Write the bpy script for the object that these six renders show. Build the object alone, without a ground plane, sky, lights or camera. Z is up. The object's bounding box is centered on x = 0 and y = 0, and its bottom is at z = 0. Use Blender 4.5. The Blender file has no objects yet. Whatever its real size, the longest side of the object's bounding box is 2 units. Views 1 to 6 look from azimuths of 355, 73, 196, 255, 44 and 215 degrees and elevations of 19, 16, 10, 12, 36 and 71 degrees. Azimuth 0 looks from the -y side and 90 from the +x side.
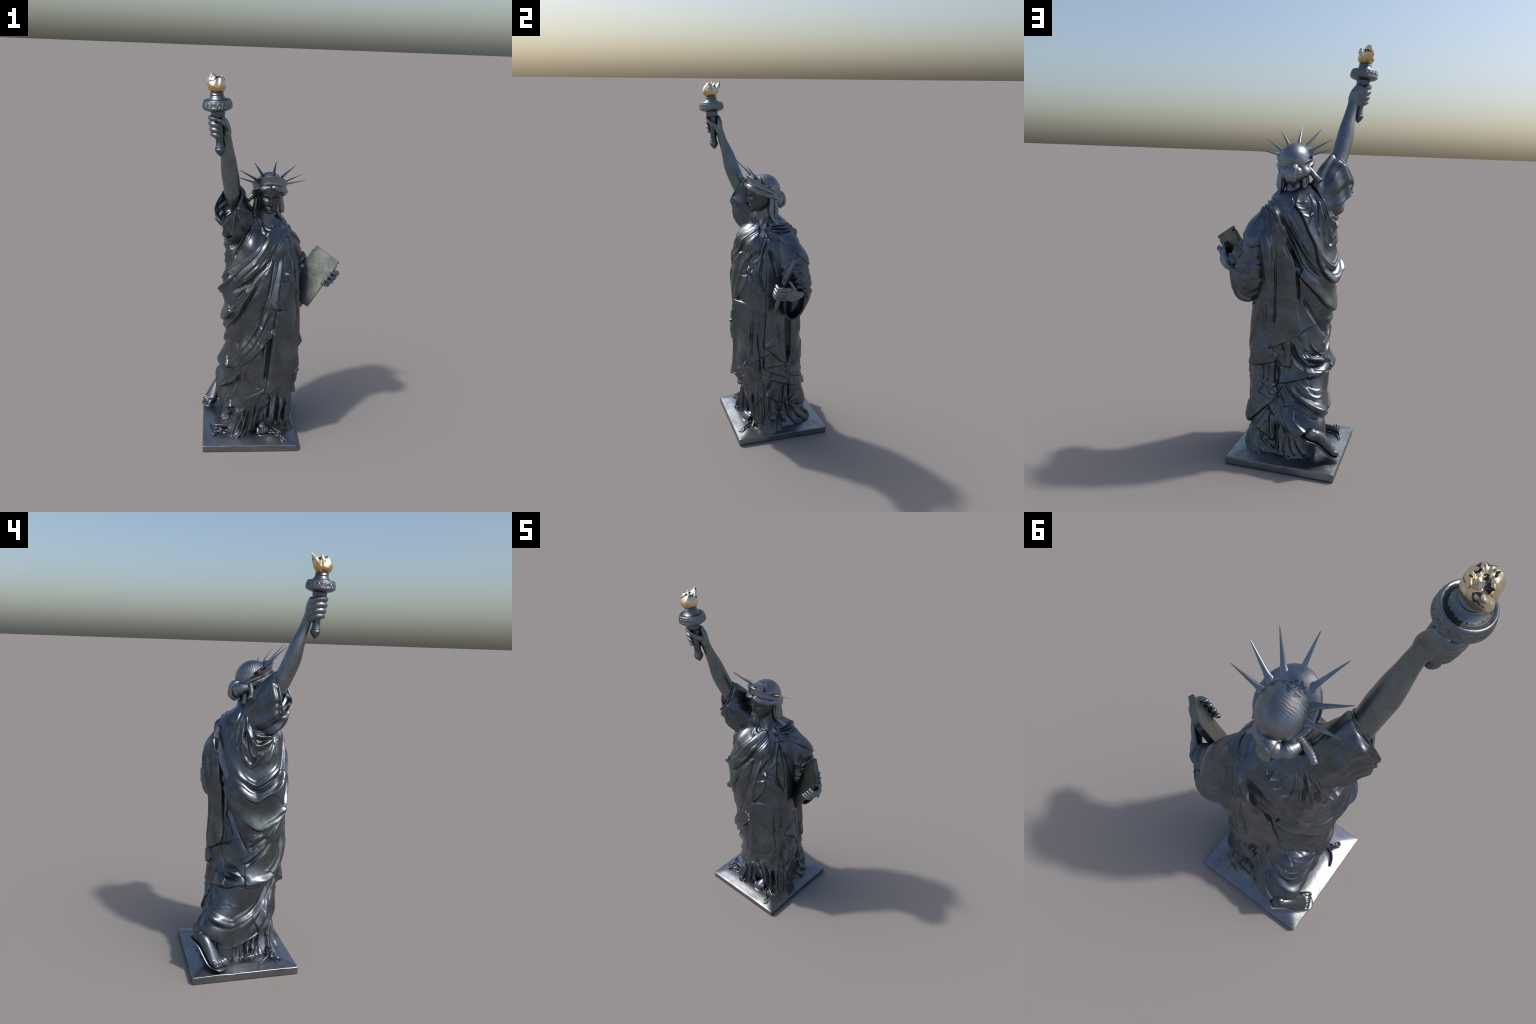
"""Robed bronze woman raising a torch, holding a tablet, on a square plinth."""
import bpy, math, random
import numpy as np
from mathutils import Vector, Matrix, noise as mnoise

random.seed(7)
RNG = np.random.default_rng(7)

# ------------------------------------------------------------------ helpers
ROOT = bpy.data.objects.new("statue", None)
bpy.context.scene.collection.objects.link(ROOT)
ROOT["label"] = "dark bronze robed woman raising a golden torch on a plinth"
ROOT["category"] = "statue"


def link(name, me, parent=None, mat=None, smooth=True):
    ob = bpy.data.objects.new(name, me)
    bpy.context.scene.collection.objects.link(ob)
    ob.parent = parent or ROOT
    if mat is not None:
        me.materials.clear()
        me.materials.append(mat)
    if smooth:
        me.polygons.foreach_set("use_smooth", np.ones(len(me.polygons), bool))
    me.update()
    return ob


def mesh_from(name, V, F):
    me = bpy.data.meshes.new(name)
    me.from_pydata([tuple(map(float, v)) for v in V], [], [tuple(map(int, f)) for f in F])
    me.update()
    return me


def grid_mesh(name, P, wrap=True, cap0=False, cap1=False, keep=None):
    """P[nj,ni,3] grid -> quad mesh, wrapped in i. keep: face mask [nj-1, ni]."""
    P = np.asarray(P, float)
    nj, ni = P.shape[:2]
    V = P.reshape(-1, 3)
    idx = np.arange(nj * ni).reshape(nj, ni)
    if wrap:
        nxt = np.roll(idx, -1, 1)
        Q = np.stack([idx[:-1], nxt[:-1], nxt[1:], idx[1:]], -1)
    else:
        Q = np.stack([idx[:-1, :-1], idx[:-1, 1:], idx[1:, 1:], idx[1:, :-1]], -1)
    if keep is not None:
        Q = Q[keep]
    Q = Q.reshape(-1, 4)
    extra = []
    if cap0 or cap1:
        V = list(V)
        for on, row in ((cap0, idx[0][::-1]), (cap1, idx[-1])):
            if on:
                c = len(V)
                V.append(np.mean([V[k] for k in row], 0))
                extra += [(row[k], row[(k + 1) % ni], c) for k in range(ni)]
        V = np.array(V)
    me = bpy.data.meshes.new(name)
    nq, nt = len(Q), len(extra)
    me.vertices.add(len(V))
    me.vertices.foreach_set("co", np.asarray(V, np.float32).ravel())
    loops = np.concatenate([Q.ravel(), np.array(extra, int).ravel() if nt else np.zeros(0, int)])
    me.loops.add(len(loops))
    me.loops.foreach_set("vertex_index", loops.astype(np.int32))
    starts = np.concatenate([np.arange(nq) * 4, nq * 4 + np.arange(nt) * 3])
    me.polygons.add(nq + nt)
    me.polygons.foreach_set("loop_start", starts.astype(np.int32))
    me.update(calc_edges=True)
    me.validate()
    return me


def catmull(pts, n=12, closed=False):
    p = np.asarray(pts, float)
    if len(p) == 2:
        t = np.linspace(0, 1, n + 1)[:, None]
        return p[0] * (1 - t) + p[1] * t
    if closed:
        q = np.vstack([p[-1], p, p[0], p[1]])
    else:
        q = np.vstack([2 * p[0] - p[1], p, 2 * p[-1] - p[-2]])
    out = []
    for i in range(1, len(q) - 2):
        t = np.linspace(0, 1, n, endpoint=False)[:, None]
        a, b, c, d = q[i - 1], q[i], q[i + 1], q[i + 2]
        out.append(0.5 * (2 * b + (c - a) * t + (2 * a - 5 * b + 4 * c - d) * t ** 2 + (3 * b - a - 3 * c + d) * t ** 3))
    if not closed:
        out.append(q[-2][None])
    return np.vstack(out)


def smoothstep(x):
    x = np.clip(x, 0, 1)
    return x * x * (3 - 2 * x)


def pchip(x, xp, fp):
    """smooth monotone-ish interpolation of control values"""
    xp = np.asarray(xp, float)
    fp = np.asarray(fp, float)
    x = np.clip(x, xp[0], xp[-1])
    m = np.gradient(fp, xp, axis=0)
    i = np.clip(np.searchsorted(xp, x) - 1, 0, len(xp) - 2)
    h = xp[i + 1] - xp[i]
    t = (x - xp[i]) / h
    if fp.ndim > 1:
        t = t[..., None]
        h = h[..., None]
    return ((1 + 2 * t) * (1 - t) ** 2 * fp[i] + t * (1 - t) ** 2 * h * m[i]
            + t * t * (3 - 2 * t) * fp[i + 1] + t * t * (t - 1) * h * m[i + 1])


def frames(C, hint=None):
    """parallel-transport frames along curve C"""
    T = np.gradient(C, axis=0)
    T /= np.linalg.norm(T, axis=1)[:, None]
    up = np.array([0, -1.0, 0]) if abs(T[0][1]) < 0.8 else np.array([1.0, 0, 0])
    if hint is not None:
        up = np.array(hint, float)
    N = []
    n = up - T[0] * (up @ T[0])
    for t in T:
        n = n - t * (n @ t)
        n = n / np.linalg.norm(n)
        N.append(n)
    N = np.array(N)
    return T, N, np.cross(T, N)


def tube_grid(pts, rad, ni=24, n=10, hint=None):
    """tube along control points; rad = list of r or (r_side, r_depth)"""
    C = catmull(pts, n)
    m = len(pts)
    s = np.linspace(0, m - 1, len(C))
    R = np.array([(r, r) if np.isscalar(r) else r for r in rad], float)
    R = np.stack([pchip(s, np.arange(m), R[:, k]) for k in (0, 1)], -1)
    T, N, B = frames(C, hint)
    a = np.linspace(0, 2 * np.pi, ni, endpoint=False)
    P = (C[:, None] + N[:, None] * (np.cos(a)[None, :, None] * R[:, 1][:, None, None])
         + B[:, None] * (np.sin(a)[None, :, None] * R[:, 0][:, None, None]))
    return P


def tube(name, pts, rad, ni=24, n=10, round_ends=True, hint=None):
    P = tube_grid(pts, rad, ni, n, hint)
    if round_ends:
        out = []
        C = P.mean(1)
        d0 = C[0] - C[1]
        d0 /= np.linalg.norm(d0)
        d1 = C[-1] - C[-2]
        d1 /= np.linalg.norm(d1)
        r0 = np.linalg.norm(P[0] - C[0], axis=1).mean()
        r1 = np.linalg.norm(P[-1] - C[-1], axis=1).mean()
        for k in (0.15, 0.5, 0.8):
            out.append(C[0] + (P[0] - C[0]) * k + d0 * r0 * math.sqrt(1 - k * k) * 0.8)
        out += list(P)
        for k in (0.8, 0.5, 0.15):
            out.append(C[-1] + (P[-1] - C[-1]) * k + d1 * r1 * math.sqrt(1 - k * k) * 0.8)
        P = np.array(out)
    return grid_mesh(name, P, True, True, True)


def ring_loft(rings, ni=160, nj=24):
    """smooth surface through closed rings of matching control points"""
    m = len(rings[0])
    C = np.array([catmull(r, max(2, ni // m), True) for r in rings])
    return np.stack([catmull(C[:, k], nj) for k in range(C.shape[1])], 1)


def grid_normals(P):
    du = np.roll(P, -1, 1) - np.roll(P, 1, 1)
    dv = np.gradient(P, axis=0)
    N = np.cross(du, dv)
    return N / (np.linalg.norm(N, axis=-1)[..., None] + 1e-12)


def lathe_grid(profile, origin, axis, ni=96, n=6, sharp=True):
    """profile [(h, r)] along axis from origin"""
    pr = np.array(profile, float)
    if not sharp:
        pr = catmull(pr, n)
    ax = np.array(axis, float)
    ax /= np.linalg.norm(ax)
    e1 = np.cross(ax, [0, 1, 0])
    e1 /= np.linalg.norm(e1)
    e2 = np.cross(ax, e1)
    a = np.linspace(0, 2 * np.pi, ni, endpoint=False)
    ring = np.cos(a)[:, None] * e1 + np.sin(a)[:, None] * e2
    return np.array([np.array(origin) + ax * h + ring * r for h, r in pr]), a


def join_remesh(name, meshes, voxel, smooth=4, parent=None, mat=None):
    V, F, o = [], [], 0
    for me in meshes:
        co = np.empty(len(me.vertices) * 3, np.float32)
        me.vertices.foreach_get("co", co)
        V.append(co.reshape(-1, 3))
        F += [tuple(i + o for i in p.vertices) for p in me.polygons]
        o += len(me.vertices)
    me = mesh_from(name, np.vstack(V), F)
    ob = link(name, me, parent, None)
    m = ob.modifiers.new("r", 'REMESH')
    m.mode = 'VOXEL'
    m.voxel_size = voxel
    if smooth:
        s = ob.modifiers.new("s", 'SMOOTH')
        s.factor = 0.5
        s.iterations = smooth
    dg = bpy.context.evaluated_depsgraph_get()
    new = bpy.data.meshes.new_from_object(ob.evaluated_get(dg))
    ob.modifiers.clear()
    ob.data = new
    new.name = name
    if mat is not None:
        new.materials.clear()
        new.materials.append(mat)
    new.polygons.foreach_set("use_smooth", np.ones(len(new.polygons), bool))
    for m in meshes:
        bpy.data.meshes.remove(m)
    return ob


def get_co(me):
    co = np.empty(len(me.vertices) * 3, np.float32)
    me.vertices.foreach_get("co", co)
    return co.reshape(-1, 3).astype(float)


def set_co(me, co):
    me.vertices.foreach_set("co", np.asarray(co, np.float32).ravel())
    me.update()


def get_no(me):
    no = np.empty(len(me.vertices) * 3, np.float32)
    me.vertex_normals.foreach_get("vector", no)
    return no.reshape(-1, 3).astype(float)


def fbm(co, scale, octaves=3):
    """cheap smooth pseudo-noise built from sums of rotated sines (vectorised)"""
    r = np.random.default_rng(3)
    out = np.zeros(len(co))
    amp = 1.0
    for o in range(octaves):
        for k in range(5):
            d = r.normal(size=3)
            d /= np.linalg.norm(d)
            out += amp * np.sin(co @ d * scale * 6.283 * (0.7 + 0.6 * r.random()) + r.random() * 6.283) / 5 * 1.6
        scale *= 2.0
        amp *= 0.5
    return out


# ---------------------------------------------------------------- materials
def bronze(name, base=(0.152, 0.171, 0.202), green=0.75, rough=0.35, metal=1.0, bump=0.15, tint=(0.150, 0.180, 0.150), mottle=0.85):
    m = bpy.data.materials.new(name)
    m.use_nodes = True
    nt = m.node_tree
    N, L = nt.nodes, nt.links
    bs = N["Principled BSDF"]
    tc = N.new("ShaderNodeTexCoord")
    big = N.new("ShaderNodeTexNoise")
    big.inputs["Scale"].default_value = 5.5
    big.inputs["Detail"].default_value = 5
    big.inputs["Roughness"].default_value = 0.6
    L.new(tc.outputs["Object"], big.inputs["Vector"])
    rp = N.new("ShaderNodeValToRGB")
    rp.color_ramp.elements[0].position = 0.48
    rp.color_ramp.elements[1].position = 0.72
    L.new(big.outputs["Fac"], rp.inputs["Fac"])
    mul = N.new("ShaderNodeMath")
    mul.operation = 'MULTIPLY'
    mul.inputs[1].default_value = green
    L.new(rp.outputs["Color"], mul.inputs[0])
    mix = N.new("ShaderNodeMix")
    mix.data_type = 'RGBA'
    mix.inputs["A"].default_value = (*base, 1)
    mix.inputs["B"].default_value = (*tint, 1)
    L.new(mul.outputs[0], mix.inputs["Factor"])
    fine = N.new("ShaderNodeTexNoise")
    fine.inputs["Scale"].default_value = 60
    fine.inputs["Detail"].default_value = 4
    L.new(tc.outputs["Object"], fine.inputs["Vector"])
    mr = N.new("ShaderNodeMapRange")
    mr.inputs["To Min"].default_value = 0.8
    mr.inputs["To Max"].default_value = 1.2
    L.new(fine.outputs["Fac"], mr.inputs["Value"])
    hsv = N.new("ShaderNodeHueSaturation")
    L.new(mr.outputs["Result"], hsv.inputs["Value"])
    L.new(mix.outputs["Result"], hsv.inputs["Color"])
    # dark brown-black mottling
    mot = N.new("ShaderNodeTexNoise")
    mot.inputs["Scale"].default_value = 13
    mot.inputs["Detail"].default_value = 6
    mot.inputs["Roughness"].default_value = 0.65
    mot.inputs["Distortion"].default_value = 0.4
    L.new(tc.outputs["Object"], mot.inputs["Vector"])
    mr2 = N.new("ShaderNodeMapRange")
    mr2.inputs["From Min"].default_value = 0.36
    mr2.inputs["From Max"].default_value = 0.66
    mr2.inputs["To Max"].default_value = mottle
    L.new(mot.outputs["Fac"], mr2.inputs["Value"])
    dk = N.new("ShaderNodeMix")
    dk.data_type = 'RGBA'
    dk.blend_type = 'MULTIPLY'
    dk.inputs["B"].default_value = (0.58, 0.565, 0.55, 1)
    L.new(mr2.outputs["Result"], dk.inputs["Factor"])
    L.new(hsv.outputs["Color"], dk.inputs["A"])
    L.new(dk.outputs["Result"], bs.inputs["Base Color"])
    rr = N.new("ShaderNodeMapRange")
    rr.inputs["To Min"].default_value = rough - 0.06
    rr.inputs["To Max"].default_value = rough + 0.10
    L.new(big.outputs["Fac"], rr.inputs["Value"])
    L.new(rr.outputs["Result"], bs.inputs["Roughness"])
    bs.inputs["Metallic"].default_value = metal
    bp = N.new("ShaderNodeBump")
    bp.inputs["Strength"].default_value = bump
    bp.inputs["Distance"].default_value = 0.004
    L.new(fine.outputs["Fac"], bp.inputs["Height"])
    L.new(bp.outputs["Normal"], bs.inputs["Normal"])
    return m


BRONZE = bronze("bronze")
BRONZE_SKIN = bronze("skin_bronze", base=(0.205, 0.230, 0.260), green=0.8, tint=(0.235, 0.275, 0.245), mottle=0.6)
BRONZE_FACE = bronze("face_bronze", base=(0.125, 0.138, 0.148), green=0.8, tint=(0.13, 0.155, 0.14), rough=0.42)
BRONZE_HAIR = bronze("hair_bronze", base=(0.27, 0.29, 0.325), mottle=0.5)


def stain(m, centre, radius, colour):
    """blotchy dark stain round one spot"""
    nt = m.node_tree
    N, L = nt.nodes, nt.links
    bs = N["Principled BSDF"]
    col = bs.inputs["Base Color"].links[0].from_socket
    tc = N.new("ShaderNodeTexCoord")
    dist = N.new("ShaderNodeVectorMath")
    dist.operation = 'DISTANCE'
    dist.inputs[1].default_value = centre
    L.new(tc.outputs["Object"], dist.inputs[0])
    near = N.new("ShaderNodeMapRange")
    near.inputs["From Min"].default_value = radius
    near.inputs["From Max"].default_value = radius * 0.4
    L.new(dist.outputs["Value"], near.inputs["Value"])
    vo = N.new("ShaderNodeTexVoronoi")
    vo.inputs["Scale"].default_value = 130
    L.new(tc.outputs["Object"], vo.inputs["Vector"])
    sep = N.new("ShaderNodeSeparateColor")
    L.new(vo.outputs["Color"], sep.inputs[0])
    mul = N.new("ShaderNodeMath")
    mul.operation = 'MULTIPLY'
    L.new(near.outputs["Result"], mul.inputs[0])
    L.new(sep.outputs[0], mul.inputs[1])
    st = N.new("ShaderNodeMapRange")
    st.inputs["From Min"].default_value = 0.36
    st.inputs["From Max"].default_value = 0.46
    st.inputs["To Max"].default_value = 0.8
    L.new(mul.outputs[0], st.inputs["Value"])
    mx = N.new("ShaderNodeMix")
    mx.data_type = 'RGBA'
    mx.inputs["B"].default_value = (*colour, 1)
    L.new(st.outputs["Result"], mx.inputs["Factor"])
    L.new(col, mx.inputs["A"])
    L.new(mx.outputs["Result"], bs.inputs["Base Color"])


stain(BRONZE_HAIR, (-0.034, -0.055, 1.512), 0.042, (0.07, 0.075, 0.085))
BRONZE_PLINTH = bronze("plinth_bronze", base=(0.27, 0.29, 0.325), rough=0.34, mottle=0.5)
BRONZE_TABLET = bronze("tablet_bronze", base=(0.17, 0.18, 0.19), green=1.0, tint=(0.27, 0.31, 0.25), rough=0.36)
BLACK = bronze("soot", base=(0.006, 0.006, 0.007), tint=(0.010, 0.010, 0.010), rough=0.5, metal=0.0)


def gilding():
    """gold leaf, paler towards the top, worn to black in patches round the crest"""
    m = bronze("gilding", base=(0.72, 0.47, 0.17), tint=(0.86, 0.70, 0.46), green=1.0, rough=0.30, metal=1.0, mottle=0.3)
    nt = m.node_tree
    N, L = nt.nodes, nt.links
    bs = N["Principled BSDF"]
    col = bs.inputs["Base Color"].links[0].from_socket
    tc = N.new("ShaderNodeTexCoord")
    sep = N.new("ShaderNodeSeparateXYZ")
    L.new(tc.outputs["Object"], sep.inputs[0])
    n1 = N.new("ShaderNodeTexNoise")
    n1.inputs["Scale"].default_value = 38
    n1.inputs["Detail"].default_value = 3
    L.new(tc.outputs["Object"], n1.inputs["Vector"])

    def math_(op, a, b):
        q = N.new("ShaderNodeMath")
        q.operation = op
        for k, v in enumerate((a, b)):
            if isinstance(v, (int, float)):
                q.inputs[k].default_value = v
            else:
                L.new(v, q.inputs[k])
        return q.outputs[0]

    def ramp(v, lo, hi):
        q = N.new("ShaderNodeMapRange")
        q.interpolation_type = 'SMOOTHSTEP'
        q.inputs["From Min"].default_value = lo
        q.inputs["From Max"].default_value = hi
        L.new(v, q.inputs["Value"])
        return q.outputs["Result"]
    # sun glare on the upper flame, mixed into the gold colour
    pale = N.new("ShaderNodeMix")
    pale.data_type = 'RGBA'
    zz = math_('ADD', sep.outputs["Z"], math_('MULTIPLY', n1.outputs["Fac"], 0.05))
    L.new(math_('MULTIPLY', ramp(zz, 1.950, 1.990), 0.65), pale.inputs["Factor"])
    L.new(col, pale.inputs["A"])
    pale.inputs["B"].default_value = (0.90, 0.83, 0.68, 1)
    n2 = N.new("ShaderNodeTexNoise")
    n2.inputs["Scale"].default_value = 46
    n2.inputs["Detail"].default_value = 1.5
    L.new(tc.outputs["Object"], n2.inputs["Vector"])
    spot = math_('MULTIPLY', ramp(n2.outputs["Fac"], 0.545, 0.56), ramp(sep.outputs["Z"], 1.962, 1.966))
    blk = N.new("ShaderNodeMix")
    blk.data_type = 'RGBA'
    L.new(spot, blk.inputs["Factor"])
    L.new(pale.outputs["Result"], blk.inputs["A"])
    blk.inputs["B"].default_value = (0.006, 0.006, 0.007, 1)
    L.new(blk.outputs["Result"], bs.inputs["Base Color"])
    L.new(math_('SUBTRACT', 1.0, spot), bs.inputs["Metallic"])
    return m


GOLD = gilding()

# -------------------------------------------------------------------- plinth
X0, X1, Y0, Y1, ZT = -0.352, 0.170, -0.214, 0.312, 0.038


def rounded_slab(name, nx=90, ny=90):
    import bmesh
    bm = bmesh.new()
    bmesh.ops.create_cube(bm, size=1)
    for v in bm.verts:
        v.co = Vector(((X0 + X1) / 2 + v.co.x * (X1 - X0), (Y0 + Y1) / 2 + v.co.y * (Y1 - Y0), ZT / 2 + v.co.z * ZT))
    bmesh.ops.bevel(bm, geom=bm.edges[:] , offset=0.0035, segments=3, affect='EDGES', profile=0.5)
    me = bpy.data.meshes.new(name)
    bm.to_mesh(me)
    bm.free()
    return me


def plinth():
    n = 110
    # a top sheet folded over the four sides: param rings from centre outwards
    ob = link("plinth", rounded_slab("plinth"), ROOT, BRONZE_PLINTH, smooth=False)
    s = ob.modifiers.new("s", 'SUBSURF')
    s.subdivision_type = 'SIMPLE'
    s.levels = 5
    dg = bpy.context.evaluated_depsgraph_get()
    me = bpy.data.meshes.new_from_object(ob.evaluated_get(dg))
    ob.modifiers.clear()
    ob.data = me
    co = get_co(me)
    w = fbm(co, 5.0, 3)
    top = smoothstep((co[:, 2] - 0.02) / 0.018)
    co[:, 2] += top * (0.0012 * w)
    edge = np.minimum(np.minimum(co[:, 0] - X0, X1 - co[:, 0]), np.minimum(co[:, 1] - Y0, Y1 - co[:, 1]))
    co[:, 2] += top * 0.017 * smoothstep(edge / 0.075)
    co[:, 2] -= top * 0.0012 * np.exp(-(edge / 0.012) ** 2) * (1 + fbm(co, 9, 2))
    set_co(me, co)
    me.polygons.foreach_set("use_smooth", np.ones(len(me.polygons), bool))
    return ob


plinth()

# ---------------------------------------------------------------------- robe
AX, AY = -0.045, 0.010          # vertical axis of the draped figure
# cross-sections of the draped figure: height, 16 radii from the front (-y) round by her left
SECTIONS = [
 (0.036,[.110,.135,.170,.225,.208,.195,.238,.268,.245,.280,.275,.235,.222,.215,.232,.190]),
 (0.070,[.105,.125,.160,.208,.195,.175,.222,.245,.215,.258,.275,.220,.195,.188,.212,.175]),
 (0.130,[.110,.132,.160,.197,.185,.160,.200,.215,.190,.250,.285,.208,.172,.160,.180,.165]),
 (0.200,[.128,.148,.168,.194,.178,.155,.203,.195,.178,.258,.295,.216,.178,.162,.170,.162]),
 (0.280,[.150,.165,.185,.198,.180,.160,.196,.182,.158,.220,.280,.230,.190,.170,.165,.164]),
 (0.400,[.180,.195,.215,.208,.182,.172,.190,.178,.145,.168,.202,.214,.206,.186,.170,.178]),
 (0.550,[.198,.208,.250,.214,.196,.186,.190,.182,.154,.140,.158,.182,.194,.194,.192,.195]),
 (0.700,[.200,.208,.233,.208,.196,.186,.190,.184,.158,.132,.124,.155,.195,.205,.206,.203]),
 (0.830,[.205,.206,.216,.198,.192,.186,.190,.188,.160,.124,.134,.160,.194,.212,.222,.210]),
 (0.900,[.208,.202,.208,.192,.188,.186,.194,.197,.162,.122,.142,.170,.202,.226,.222,.212]),
 (0.960,[.206,.196,.198,.187,.186,.188,.200,.208,.158,.132,.138,.174,.198,.222,.216,.208]),
 (1.040,[.192,.182,.170,.174,.182,.192,.212,.210,.146,.132,.144,.172,.192,.210,.200,.194]),
 (1.100,[.172,.162,.150,.153,.168,.184,.198,.188,.136,.124,.134,.168,.194,.204,.188,.180]),
 (1.170,[.155,.148,.126,.132,.146,.162,.168,.157,.122,.112,.126,.154,.184,.192,.168,.162]),
 (1.215,[.105,.100,.098,.106,.124,.144,.150,.137,.106,.102,.116,.142,.174,.184,.160,.125]),
 (1.240,[.066,.072,.086,.096,.112,.132,.136,.118,.096,.096,.112,.135,.165,.178,.148,.092]),
 (1.270,[.056,.060,.065,.070,.080,.090,.092,.085,.078,.082,.092,.112,.152,.165,.132,.083]),
 (1.300,[.045,.047,.048,.048,.048,.048,.048,.048,.050,.055,.066,.090,.130,.138,.105,.060]),
 (1.325,[.026,.026,.026,.026,.026,.026,.026,.026,.026,.028,.034,.052,.090,.100,.068,.034]),
]
NPHI, NZ = 820, 860


def base_radius(phi, z):
    zs = np.array([q[0] for q in SECTIONS])
    rs = np.array([q[1] for q in SECTIONS])
    rows = pchip(z, zs, rs)
    k = np.mod(phi, 2 * np.pi) / (2 * np.pi) * 16
    i = np.floor(k).astype(int)
    t = k - i
    g = lambda o: np.take_along_axis(rows, ((i + o) % 16)[..., None], -1)[..., 0]
    a, b, c, d = g(-1), g(0), g(1), g(2)
    return .5 * (2 * b + (c - a) * t + (2 * a - 5 * b + 4 * c - d) * t ** 2 + (3 * b - a - 3 * c + d) * t ** 3)


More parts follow.
